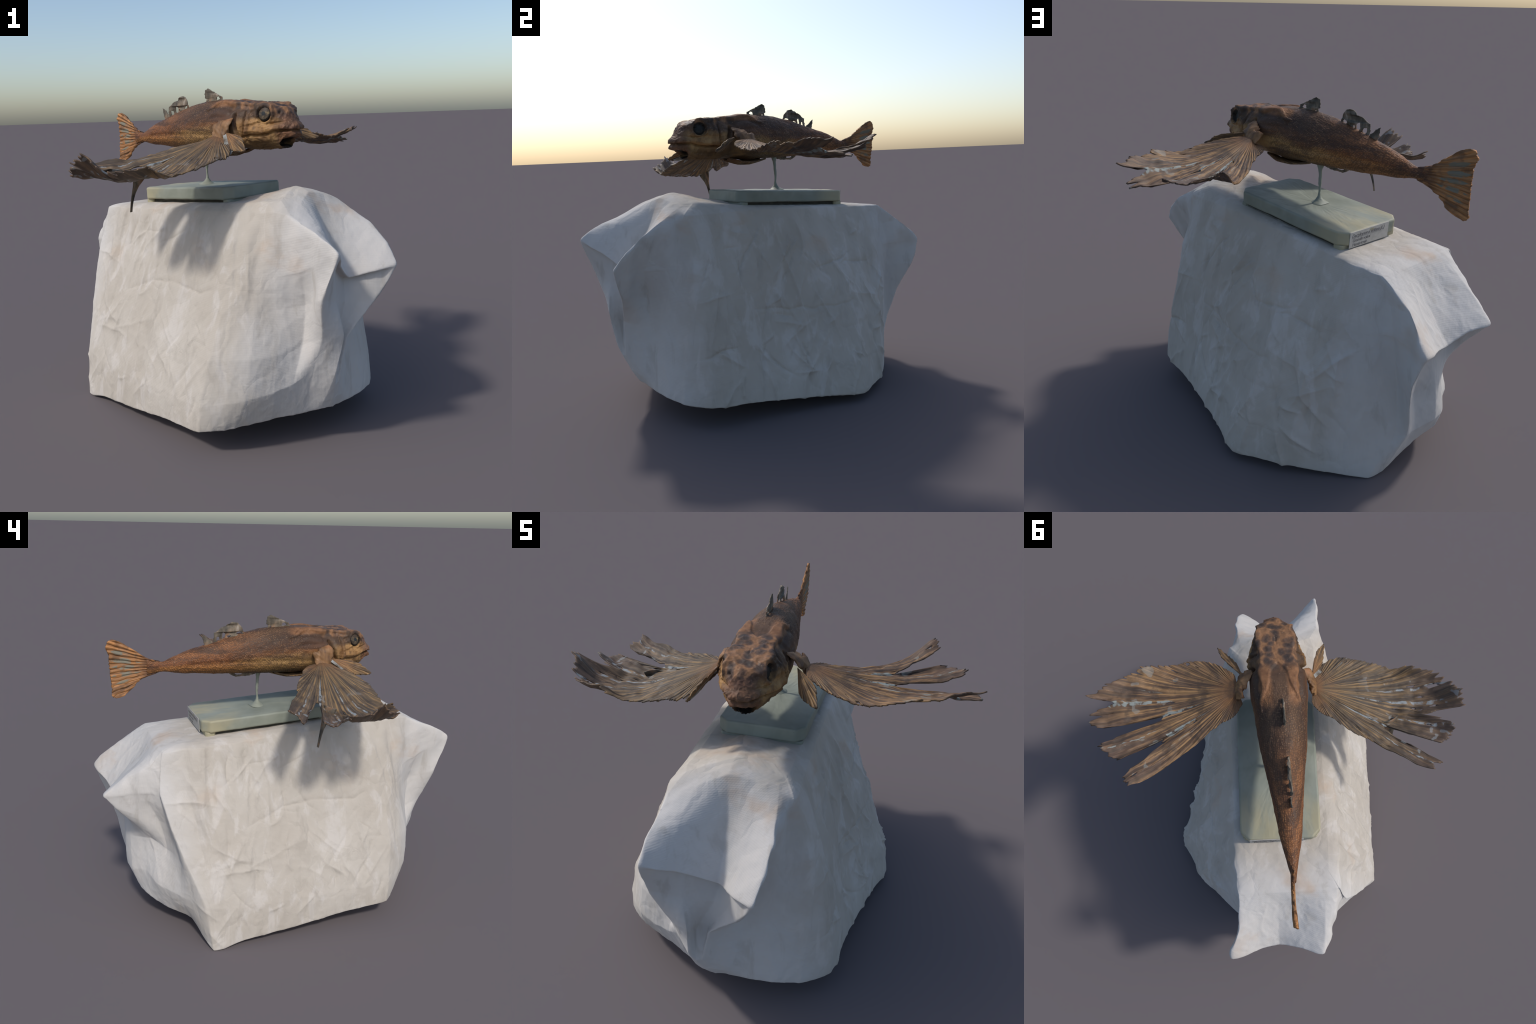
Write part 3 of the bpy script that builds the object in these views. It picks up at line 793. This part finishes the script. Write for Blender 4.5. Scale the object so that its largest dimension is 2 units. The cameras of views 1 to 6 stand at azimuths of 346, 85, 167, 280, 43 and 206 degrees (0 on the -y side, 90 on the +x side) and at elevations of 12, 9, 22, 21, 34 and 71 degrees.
def fan(name, mat, parent, apex, e1, e2, e3, th, r_in, r_out, height, nt=300, nr=64, thick=0.006, pleats=0, pleat_h=0.0, ragged=0.02, curl=0.01, seed=0.0, holes=(), tears=0, tip_curl=0.0):
    """A fin spread over angles: point = apex + r*(cos e1 + sin e2) + height(theta, r)*e3."""
    apex, e1, e2, e3 = (np.array(v, float) for v in (apex, e1, e2, e3))
    T = np.linspace(th[0], th[-1], nt)
    rin, rout = r_in(T), r_out(T)
    sd = np.full(nt, seed)
    rag = fbm(np.stack([T * .9, sd, sd], 1), 4) * ragged * 1.6 + (np.abs(perlin(np.stack([T * 2.3, sd + 3, sd], 1))) - .2) * ragged
    rout = np.maximum(rout * (1 - .3 * ragged) + rag * (.35 + .65 * smooth(rout, .30, .60)) * np.minimum(1, rout / .25), rin + .004)
    if tears:
        rnd = np.random.default_rng(int(seed * 10) + 3)
        for _ in range(tears):
            a, w, dep = rnd.uniform(th[0], th[-1]), rnd.uniform(.25, .9), rnd.uniform(.02, .07)
            rout = np.maximum(rout - dep * np.exp(-np.abs((T - a) / w) ** 1.5) * smooth(rout, .15, .4), rin + .004)
    t = np.linspace(0, 1, nr)
    R = rin[:, None] + (rout - rin)[:, None] * t[None, :]
    TH = np.repeat(T[:, None], nr, 1)
    H = height(TH.ravel(), R.ravel()).reshape(R.shape)
    pt = np.stack([TH.ravel() * .09, R.ravel() * 9, np.full(R.size, seed + 1.5)], 1)
    H = H + (curl * fbm(pt, 3) * smooth(R.ravel(), .08, .45)).reshape(R.shape)
    if tip_curl:
        end = np.repeat((rout - .17)[:, None], nr, 1)
        lift = smooth((R - end) / .17, .0, 1.0) ** 2 * smooth(R, .35, .55)
        H = H + tip_curl * lift * (fbm(np.stack([TH.ravel() * .16, R.ravel() * 3, np.full(R.size, seed + 8.0)], 1), 2) * 1.8 + .55).reshape(R.shape)
    if pleats:
        ph = TH / (th[-1] - th[0]) * pleats
        tri = np.abs((ph + .55 * perlin(pt * 2.0).reshape(R.shape)) % 1 - .5) * 4 - 1
        H = H + pleat_h * tri * smooth(R, .03, .16) * (1 - .4 * smooth(R, .35, .7))
    rad = np.radians(TH)
    P = apex + (R * np.cos(rad))[..., None] * e1 + (R * np.sin(rad))[..., None] * e2 + H[..., None] * e3
    F = grid_faces(nt, nr)
    fi, fj = F[:, 0] // nr, F[:, 0] % nr
    keep = np.ones(len(F), bool)
    for a, r, da, dr in holes:
        jit = .35 * perlin(np.stack([T[fi] * 1.3, R[fi, fj] * 60, np.full(len(F), 2.2)], 1))
        keep &= ((T[fi] - a) / da) ** 2 + ((R[fi, fj] - r) / dr) ** 2 > 1 + jit
    if tears:
        rnd = np.random.default_rng(int(seed * 7) + 1)
        for _ in range(14):
            a, r, da, dr = rnd.uniform(th[0] + 25, th[-1] - 40), rnd.uniform(.24, .62), rnd.uniform(.25, .55), rnd.uniform(.008, .024)
            jit = .5 * perlin(np.stack([T[fi] * 1.7, R[fi, fj] * 50, np.full(len(F), a)], 1))
            keep &= ((T[fi] - a) / da) ** 2 + ((R[fi, fj] - r) / dr) ** 2 > 1 + jit
    F = F[keep]
    used, inv = np.unique(F, return_inverse=True)
    ob = add_mesh(name, P.reshape(-1, 3)[used], inv.reshape(F.shape), mat, parent, origin=apex)
    so = ob.modifiers.new("thickness", "SOLIDIFY")
    so.thickness = thick
    so.offset = 0
    return ob


def table2d(thetas, radii, rows):
    """Smooth height field over (theta, r) from a small table of heights."""
    rows = np.array(rows)
    fr = [pchip(radii, row) for row in rows]

    def f(T, R):
        cols = np.stack([g(R) for g in fr], 0)
        out = np.zeros(len(T))
        k = np.clip(np.searchsorted(thetas, T) - 1, 0, len(thetas) - 2)
        th = np.array(thetas, float)
        u = np.clip((T - th[k]) / (th[k + 1] - th[k]), 0, 1)
        u = u * u * (3 - 2 * u)
        idx = np.arange(len(T))
        out = cols[k, idx] * (1 - u) + cols[k + 1, idx] * u
        return out
    return f


def line(pairs):
    a = np.array(pairs, float)
    return lambda q: np.interp(q, a[:, 0], a[:, 1])


RADII = [0, .15, .30, .45, .60, .75]
LEFT_EDGE = [(5, .07), (20, .120), (26, .146), (38, .226), (48.3, .297), (58.2, .356), (64, .424), (69.6, .490), (76, .545), (80, .60), (84, .655), (86, .68), (87.2, .752),
             (87.9, .70), (88.3, .64), (89.2, .615), (90.2, .64), (91, .69), (92.6, .752), (95.4, .735), (98.3, .695), (98.7, .62), (98.9, .45), (99.3, .395), (100.3, .380), (101.8, .380), (103, .392), (104.1, .45),
             (104.6, .566), (105.6, .62), (106.4, .69), (109, .695), (112, .675), (115.8, .650), (116, .58), (116.1, .43), (116.6, .412), (117.6, .422), (119.4, .444), (120.6, .487), (122, .53), (122.8, .60),
             (124, .655), (127, .672), (129.4, .672), (130.6, .63), (131.2, .50), (132, .434), (133.6, .366), (136, .298), (138, .228), (146, .160), (165, .115), (180, .07), (200, .05)]
LEFT_Z = table2d([5, 26, 40, 50, 60, 70, 80, 87, 94, 100, 107, 114, 121, 128, 135, 165], RADII, [
    (1.43, 1.41, 1.37, 1.37, 1.37, 1.37), (1.43, 1.408, 1.38, 1.37, 1.37, 1.37), (1.43, 1.402, 1.383, 1.37, 1.37, 1.37), (1.43, 1.397, 1.376, 1.37, 1.38, 1.39), (1.43, 1.392, 1.367, 1.380, 1.39, 1.40),
    (1.43, 1.390, 1.362, 1.385, 1.408, 1.41), (1.43, 1.388, 1.356, 1.362, 1.395, 1.41), (1.43, 1.385, 1.350, 1.348, 1.372, 1.40), (1.43, 1.385, 1.348, 1.336, 1.326, 1.322), (1.43, 1.385, 1.348, 1.335, 1.322, 1.32),
    (1.43, 1.385, 1.350, 1.344, 1.347, 1.392), (1.43, 1.382, 1.346, 1.330, 1.342, 1.376), (1.43, 1.38, 1.350, 1.350, 1.372, 1.40), (1.43, 1.375, 1.346, 1.334, 1.388, 1.465), (1.42, 1.372, 1.342, 1.326, 1.34, 1.38),
    (1.40, 1.380, 1.36, 1.35, 1.35, 1.35)])
RIGHT_EDGE = [(5, .07), (20.5, .140), (32, .240), (49.2, .298), (60.5, .372), (69.8, .441), (74, .528), (79, .607), (84.5, .672), (91.5, .712), (98.2, .735), (98.9, .66), (100, .60), (101.6, .575), (102.6, .64),
              (103.4, .63), (104, .66), (105.1, .71), (109, .705), (112, .683), (113.9, .655), (114, .45), (114.4, .402), (115.4, .376), (117, .374), (118.1, .389), (119.3, .431), (120.3, .474), (120.6, .58), (121, .68),
              (122, .695), (125, .665), (128.2, .678), (129.4, .566), (131.1, .483), (133.2, .400), (136.8, .318), (142.4, .239), (149.5, .160), (173, .094), (190, .06)]
RIGHT_Z = table2d([5, 25, 45, 62, 76, 88, 93, 98, 105, 112, 119, 128, 150], RADII, [
    (1.40, 1.36, 1.33, 1.31, 1.31, 1.31), (1.40, 1.345, 1.29, 1.28, 1.28, 1.28), (1.40, 1.34, 1.291, 1.275, 1.27, 1.27), (1.40, 1.335, 1.28, 1.255, 1.25, 1.26), (1.40, 1.335, 1.276, 1.243, 1.262, 1.30),
    (1.40, 1.335, 1.273, 1.233, 1.245, 1.34), (1.40, 1.334, 1.270, 1.230, 1.245, 1.37), (1.40, 1.334, 1.278, 1.230, 1.240, 1.32), (1.40, 1.334, 1.276, 1.230, 1.238, 1.32),
    (1.40, 1.335, 1.272, 1.238, 1.236, 1.242), (1.40, 1.335, 1.288, 1.260, 1.245, 1.25), (1.40, 1.350, 1.316, 1.288, 1.273, 1.30), (1.39, 1.357, 1.335, 1.32, 1.32, 1.32)])


def strip(name, mat, parent, path, widths, side, thick=0.005, n=40, wave=0.0):
    """A thin curled blade along a 3D path with half widths along `side`."""
    path, side = np.array(path, float), np.array(side, float)
    s = np.linspace(0, 1, len(path))
    q = np.linspace(0, 1, n)
    C = np.stack([pchip(s, path[:, k])(q) for k in range(3)], 1)
    W = np.interp(q, np.linspace(0, 1, len(widths)), widths)
    side = side / np.linalg.norm(side)
    mcount = 9
    u = np.linspace(-1, 1, mcount)
    P = C[:, None, :] + (W[:, None] * u[None, :])[..., None] * side
    bow = np.cross(np.gradient(C, axis=0), side)
    bow /= np.linalg.norm(bow, axis=1, keepdims=True) + 1e-9
    P = P + (W[:, None] * (u[None, :] ** 2) * .35)[..., None] * bow[:, None, :]
    ob = add_mesh(name, P.reshape(-1, 3), grid_faces(n, mcount), mat, parent, origin=path[0])
    so = ob.modifiers.new("thickness", "SOLIDIFY")
    so.thickness = thick
    so.offset = 0
    return ob


def tube(name, mat, parent, path, radii, seg=24, n=60, flat=(1, 1), lump=0.0, seed=0.0):
    path = np.array(path, float)
    s = np.linspace(0, 1, len(path))
    q = np.linspace(0, 1, n)
    C = np.stack([pchip(s, path[:, k])(q) for k in range(3)], 1)
    R = pchip(np.linspace(0, 1, len(radii)), radii)(q)
    tan = np.gradient(C, axis=0)
    tan /= np.linalg.norm(tan, axis=1, keepdims=True)
    ref = np.array([1.0, 0, 0]) if abs(tan[:, 0]).mean() < .7 else np.array([0, 0, 1.0])
    a = ref - tan * (tan @ ref)[:, None]
    a /= np.linalg.norm(a, axis=1, keepdims=True)
    b = np.cross(tan, a)
    ang = np.arange(seg) / seg * 2 * np.pi
    P = C[:, None, :] + R[:, None, None] * (flat[0] * np.cos(ang)[None, :, None] * a[:, None, :] + flat[1] * np.sin(ang)[None, :, None] * b[:, None, :])
    if lump:
        D = P - C[:, None, :]
        P = C[:, None, :] + D * (1 + lump * fbm(P.reshape(-1, 3) * 30 + seed, 3).reshape(n, seg))[..., None]
    F = grid_faces(n, seg, wrap_m=True).tolist()
    F.append(list(range(seg))[::-1])
    F.append([(n - 1) * seg + k for k in range(seg)])
    return add_mesh(name, P.reshape(-1, 3), F, mat, parent, origin=path[0])


def plate(name, mat, parent, outline, holes=(), y=0.0, thick=0.0020, wave=0.006, jag=0.0034, seed=0.0):
    """A tattered upright plate in the fish's middle plane: outline and holes as (x, z)."""
    cu = bpy.data.curves.new(name, "CURVE")
    cu.dimensions = "2D"
    cu.fill_mode = "BOTH"
    cu.extrude = thick
    cu.bevel_depth = 0.0008
    cx, cz = np.mean([q[0] for q in outline]), np.mean([q[1] for q in outline])
    for poly in (outline, *holes):
        poly = np.array(poly, float)
        pts = []
        for k in range(len(poly)):
            a, b = poly[k], poly[(k + 1) % len(poly)]
            steps = max(2, int(np.linalg.norm(b - a) / .005))
            pts += [a + (b - a) * f / steps for f in range(steps)]
        pts = np.array(pts)
        pts = pts + jag * np.stack([perlin(np.c_[pts * 85, np.full(len(pts), seed)]), perlin(np.c_[pts * 85, np.full(len(pts), seed + 7)])], 1) * 2
        sp = cu.splines.new("POLY")
        sp.points.add(len(pts) - 1)
        for q, w in zip(sp.points, pts):
            q.co = (w[0] - cx, w[1] - cz, 0, 1)
        sp.use_cyclic_u = True
    tmp = bpy.data.objects.new("tmp", cu)
    bpy.context.scene.collection.objects.link(tmp)
    dg = bpy.context.evaluated_depsgraph_get()
    dg.update()
    me = bpy.data.meshes.new_from_object(tmp.evaluated_get(dg))
    v = np.zeros(len(me.vertices) * 3)
    me.vertices.foreach_get("co", v)
    v = v.reshape(-1, 3)
    faces = [list(f.vertices) for f in me.polygons]
    bpy.data.objects.remove(tmp)
    bpy.data.curves.remove(cu)
    bpy.data.meshes.remove(me)
    w = np.stack([v[:, 0], -v[:, 2], v[:, 1]], 1)
    w[:, 1] += wave * fbm(np.stack([w[:, 0] * 22, w[:, 2] * 5, np.full(len(w), seed)], 1), 2) * 2 * smooth(w[:, 2], w[:, 2].min(), w[:, 2].min() + .05)
    org = (cx, y, cz - Z0)
    ob = add_mesh(name, w + np.array(org), faces, mat, parent, origin=org, shade=False)
    rm = ob.modifiers.new("even skin", "REMESH")
    rm.mode, rm.voxel_size, rm.use_smooth_shade = "VOXEL", .0017, True
    return ob


def build_fins(root):
    Z = Z0
    left = fin_material("pectoral_fin_left", 50, [(89.3, .20, .66, 1.2), (99.6, .16, .43, 1.7), (116, .12, .45, 1.8), (109.5, .30, .72, .5), (124, .16, .45, .4), (82, .3, .5, .3)],
                        (0.37, 0.215, 0.092), (0.115, 0.068, 0.042), (0.300, 0.330, 0.305), 0.30)
    right = fin_material("pectoral_fin_right", 50, [(44, .10, .42, .5), (86, .18, .74, .8), (94.5, .10, .66, 1.1), (105.5, .28, .74, .9), (115.2, .10, .42, 1.3), (124.5, .20, .70, .5), (63, .1, .35, .25)],
                         (0.265, 0.165, 0.075), (0.088, 0.068, 0.048), (0.295, 0.325, 0.335), 0.40)
    fan("pectoral_fin", left, root, (.165, .187, 0), (1, 0, 0), (0, 1, 0), (0, 0, 1), [10, 195], lambda q: np.full(len(q), .002), line(LEFT_EDGE), lambda T, R: LEFT_Z(T, R) - Z,
        nt=520, nr=80, pleats=44, pleat_h=.0015, ragged=.024, curl=.020, seed=4.0, tears=18, tip_curl=.014, holes=[(52, .30, 1.6, .012), (117, .24, .8, .010), (100.5, .34, .4, .01)])
    fan("pectoral_fin", right, root, (.165, -.163, 0), (1, 0, 0), (0, -1, 0), (0, 0, 1), [5, 190], lambda q: np.full(len(q), .002), line(RIGHT_EDGE), lambda T, R: RIGHT_Z(T, R) - Z,
        nt=520, nr=80, pleats=44, pleat_h=.0015, ragged=.024, curl=.020, seed=9.0, tears=18, tip_curl=.026, holes=[(115, .30, .8, .016), (106, .58, .5, .016), (96, .60, .5, .018), (97, .50, .5, .012), (86, .60, .9, .03), (84, .50, .6, .02)])
    # small foremost lobes of the pectoral fins
    lobe = fin_material("pectoral_forelobe", 40, [], (0.34, 0.20, 0.085), (0.15, 0.095, 0.05), (0.4, 0.45, 0.42))
    def unit(v):
        v = np.array(v, float)
        return v / np.linalg.norm(v)

    for org, tipd, wide, sd in (((.235, .166, 1.440 - Z), (.185, .10, -.075), (-.09, .926, .37), 2), ((.225, -.163, 1.410 - Z), (.195, -.083, -.08), (.384, .644, .63), 6)):
        f1 = unit(tipd)
        f2 = unit(np.array(wide) - f1 * np.dot(wide, f1))
        fan("fin_forelobe", lobe, root, org, f1, f2, np.cross(f1, f2), [-16, 18], lambda q: np.full(len(q), .002),
            line([(-16, .12), (-10, .16), (-4, .19), (0, .225), (3, .235), (8, .185), (13, .16), (18, .09)]), lambda T, R: .025 * np.sin(np.radians(T) * 3) * R / .2,
            nt=70, nr=40, pleats=9, pleat_h=.003, ragged=.012, curl=.012, seed=sd)
    # pale web that still joins the right lobe to its fin
    web = tatter_web_material()
    A = np.array([(.225, -.163, 1.408 - Z), (.405, -.235, 1.335 - Z)])
    Bq = np.array([(.215, -.175, 1.400 - Z), (.340, -.275, 1.302 - Z)])
    nu, nv = 40, 24
    G = []
    for k in range(nu):
        u = k / (nu - 1)
        for q in range(nv):
            v = q / (nv - 1)
            uu = u * (1 - .28 * math.sin(math.pi * v)) * (1 + .05 * math.sin(13 * v))
            P = (A[0] * (1 - uu) + A[1] * uu) * (1 - v) + (Bq[0] * (1 - uu) + Bq[1] * uu) * v
            G.append(P + np.array((0, 0, -.018 * math.sin(math.pi * v) * u)))
    G = np.array(G)
    gf = [f for f in grid_faces(nu, nv) if np.linalg.norm(np.mean(G[f], axis=0) - (G[27 * nv + 10])) > .011]
    wo = add_mesh("fin_web", G, gf, web, root, origin=(.225, -.163, 1.408 - Z))
    so = wo.modifiers.new("thickness", "SOLIDIFY")
    so.thickness, so.offset = .004, 0
    # hanging torn strip under the right fin
    tat = tatter_material()
    strip("torn_fin_strip", tat, root, [(.030, -.532, 1.262 - Z), (.014, -.543, 1.205 - Z), (-.002, -.551, 1.155 - Z), (-.013, -.556, 1.11 - Z), (-.0215, -.558, 1.066 - Z)],
          [.052, .038, .019, .011, .008, .006, .006], (-.243, .96, 0))
    # fleshy roots of the pectoral fins, from the gill to the fan
    fl = flesh_material()
    tube("fin_root", fl, root, [(.222, .118, 1.492 - Z), (.212, .150, 1.472 - Z), (.190, .178, 1.440 - Z), (.165, .190, 1.418 - Z), (.140, .205, 1.398 - Z)], [.008, .022, .036, .040, .010], flat=(1.35, .38), lump=.7, seed=1)
    tube("fin_root", fl, root, [(.222, -.118, 1.478 - Z), (.212, -.146, 1.455 - Z), (.190, -.160, 1.420 - Z), (.165, -.166, 1.395 - Z), (.145, -.180, 1.375 - Z)], [.008, .024, .037, .040, .010], flat=(1.35, .42), lump=.7, seed=5)
    # tail fin
    tail = fin_material("tail_fin_rays", 48, [(14, .22, .39, 1.8), (7, .19, .38, 2.4), (1.2, .19, .37, 2.2), (-5.5, .19, .37, 2.2), (-12.5, .22, .37, 1.6)],
                        (0.46, 0.21, 0.075), (0.27, 0.13, 0.05), (0.19, 0.185, 0.14), 0.0, (0.14, 0.06, 0.022), plane="XZ")
    rin = line([(-24.2, .335), (-22.3, .287), (-16, .232), (-14.2, .188), (-12, .12), (12, .12), (13.3, .183), (17.4, .227), (20.6, .272), (22.8, .335)])
    rout = line([(-24.2, .342), (-23.1, .383), (-20, .394), (-16, .380), (-9.3, .373), (0, .370), (10.7, .377), (15.3, .400), (20.4, .397), (22.2, .382), (22.8, .345)])
    fan("caudal_fin", tail, root, (-.55, .003, 1.385 - Z), (-1, 0, 0), (0, 0, 1), (0, 1, 0), [-24.2, 22.8], rin, rout, lambda T, R: .006 * np.sin((R - .12) * 9) + .0004 * T * smooth(R, .2, .4),
        nt=220, nr=60, thick=.010, pleats=13, pleat_h=.0028, ragged=.008, curl=.010, seed=3)
    # dorsal fins, tattered and full of holes
    plate("dorsal_fin", tat, root, [(.047, 1.562), (.036, 1.584), (.012, 1.596), (-.012, 1.604), (-.038, 1.617), (-.066, 1.629), (-.082, 1.620), (-.091, 1.600), (-.088, 1.580), (-.078, 1.578), (-.086, 1.555), (-.06, 1.553), (0, 1.555)],
          [[(.029, 1.572), (.018, 1.586), (.000, 1.584), (-.002, 1.571)], [(-.058, 1.566), (-.066, 1.577), (-.073, 1.564)]], y=-.008, seed=1)
    plate("dorsal_fin", tat, root, [(-.212, 1.530), (-.226, 1.556), (-.231, 1.573), (-.250, 1.592), (-.278, 1.600), (-.304, 1.590), (-.320, 1.577), (-.350, 1.567), (-.380, 1.547), (-.386, 1.520), (-.380, 1.485), (-.30, 1.505), (-.25, 1.520)],
          [[(-.228, 1.541), (-.240, 1.552), (-.258, 1.545), (-.256, 1.533), (-.238, 1.531)], [(-.288, 1.526), (-.297, 1.538), (-.310, 1.526), (-.300, 1.517)], [(-.318, 1.516), (-.316, 1.540), (-.332, 1.546), (-.338, 1.524), (-.332, 1.512)],
           [(-.350, 1.507), (-.352, 1.530), (-.372, 1.524), (-.368, 1.502)]], y=-.010, wave=.012, seed=2)
    plate("dorsal_fin", tat, root, [(-.380, 1.487), (-.395, 1.508), (-.412, 1.512), (-.424, 1.530), (-.446, 1.540), (-.440, 1.515), (-.434, 1.495), (-.428, 1.470), (-.40, 1.475)], [], y=-.010, seed=3)
    # shrivelled belly and anal fins
    plate("anal_fin", tat, root, [(-.129, 1.335), (-.150, 1.316), (-.203, 1.309), (-.250, 1.308), (-.275, 1.313), (-.301, 1.336), (-.22, 1.342)], [[(-.217, 1.319), (-.228, 1.332), (-.258, 1.333), (-.266, 1.322), (-.243, 1.316)]], y=0.0, seed=4)
    strip("pelvic_fin", lobe, root, [(.20, .035, 1.332 - Z), (.12, .03, 1.312 - Z), (.04, .02, 1.308 - Z), (-.06, .015, 1.320 - Z)], [.02, .034, .03, .006], (0, 1, .15), thick=.008)
    strip("pelvic_fin", lobe, root, [(.20, -.035, 1.332 - Z), (.12, -.03, 1.313 - Z), (.04, -.02, 1.310 - Z), (-.04, -.015, 1.322 - Z)], [.02, .034, .03, .006], (0, 1, -.15), thick=.008)


def build_eyes(root):
    em, sm = eye_material(), socket_material()
    for sgn in (1, -1):
        n, m = 24, 48
        P = []
        for i in range(n):
            f = i / (n - 1)
            r = .0315 * math.sin(f * math.pi / 2)
            P += [(r * math.cos(2 * math.pi * k / m), sgn * .015 * math.cos(f * math.pi / 2), 1.12 * r * math.sin(2 * math.pi * k / m)) for k in range(m)]
        c = np.array((.403, sgn * (.079 if sgn < 0 else .066), 1.494 - Z0))
        P = np.array(P)
        P[:, 1] += sgn * (P[:, 2] * -.25 - P[:, 0] * .30)     # follow the slope of the head
        F = grid_faces(n, m, wrap_m=True).tolist()
        add_mesh("eye", P + c, F, em if sgn < 0 else sm, root, origin=c)  # left one is an added dark cap standing in for the hollow socket


def build_stand(root):
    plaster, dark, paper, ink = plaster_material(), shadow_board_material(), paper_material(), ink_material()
    yaw = math.radians(-1.8)

    def octagon(x0, x1, y0, y1, c):
        return [(x0 + c, y0), (x1 - c, y0), (x1, y0 + c), (x1, y1 - c), (x1 - c, y1), (x0 + c, y1), (x0, y1 - c), (x0, y0 + c)]

    def prism(name, mat, poly, z0, z1, parent, bevel=0.0, seg=3):
        n = len(poly)
        v = [(x, y, z0) for x, y in poly] + [(x, y, z1) for x, y in poly]
        f = [list(range(n))[::-1], list(range(n, 2 * n))] + [[k, (k + 1) % n, n + (k + 1) % n, n + k] for k in range(n)]
        ob = add_mesh(name, v, f, mat, parent, shade=False)
        if bevel:
            b = ob.modifiers.new("worn edges", "BEVEL")
            b.width, b.segments, b.limit_method = bevel, seg, "ANGLE"
        return ob

    cy = 0.022
    base = prism("base_block", plaster, octagon(-.480, .246, cy - .196, cy + .194, .042), .012, .076, root, .010, 4)
    base.location = (0, 0, 0)
    base.rotation_euler = (0, -.0605, yaw)
    base.location = (0, 0, 0.028)
    sub = base.modifiers.new("lumps", "SUBSURF")
    sub.subdivision_type, sub.levels, sub.render_levels = "SIMPLE", 4, 4
    tex = bpy.data.textures.new("plaster lumps", "CLOUDS")
    tex.noise_scale = .07
    dis = base.modifiers.new("uneven", "DISPLACE")
    dis.texture, dis.strength, dis.mid_level = tex, .006, .5
    for x0, x1 in ((.185, .233), (-.466, -.41)):
        prism("base_foot_and_shade", plaster, octagon(x0, x1, cy - .184, cy + .184, .012 if False else .010), -.012, .014, base, .004, 2)
    prism("base_foot_and_shade", dark, [(-.42, cy - .165), (.20, cy - .165), (.20, cy + .165), (-.42, cy + .165)], -.012, .0125, base)  # added dark slab, stands in for the shadow between the feet
    # paper label on the rear end, handwritten in three lines
    lw, lh = .262, .074
    ly = cy + .020
    lab = prism("paper_label", paper, [(-.4815, ly - lw / 2), (-.4785, ly - lw / 2), (-.4785, ly + lw / 2), (-.4815, ly + lw / 2)], .000, lh, base, .0008, 1)
    for text, row, ind, size in (("Dactylopterus volitans (L.)", .048, .012, .0238), ("Grondin volant", .026, .018, .0220), ("Hembricnab", .006, .018, .0220)):
        cu = bpy.data.curves.new("handwriting", "FONT")
        cu.body, cu.size, cu.extrude, cu.shear = text, size, .0003, .25
        cu.space_character = .88
        ob = bpy.data.objects.new("handwriting", cu)
        bpy.context.scene.collection.objects.link(ob)
        dg = bpy.context.evaluated_depsgraph_get()
        dg.update()
        me = bpy.data.meshes.new_from_object(ob.evaluated_get(dg))
        bpy.data.objects.remove(ob)
        t = bpy.data.objects.new("handwriting", me)
        bpy.context.scene.collection.objects.link(t)
        me.materials.clear()
        me.materials.append(ink)
        t.parent = base
        t.rotation_euler = (math.radians(90), 0, math.radians(-90))
        t.location = (-.4820, ly + lw / 2 - ind, row)
    for x0, wd, row in ((.012, .116, .0445), (.136, .072, .0445)):
        y1 = ly + lw / 2 - x0
        prism("handwriting", ink, [(-.4822, y1 - wd), (-.4817, y1 - wd), (-.4817, y1), (-.4822, y1)], row - .0006, row + .0004, base)
    # iron rod with plaster drips
    tube("support_rod", plaster, root, [(-.128, .014, 1.135 - Z0), (-.127, .014, 1.158 - Z0), (-.127, .013, 1.18 - Z0), (-.129, .014, 1.22 - Z0), (-.127, .012, 1.28 - Z0), (-.126, .012, 1.312 - Z0), (-.126, .012, 1.345 - Z0)],
         [.045, .018, .0075, .0065, .0072, .0092, .0155, .021], seg=20, n=90, lump=.35, seed=2)


cloth = build_cloth(cloth_material())
root = fish_root()
skin = skin_material()
build_body(root, skin, None)
build_eyes(root)
build_fins(root)
build_stand(root)
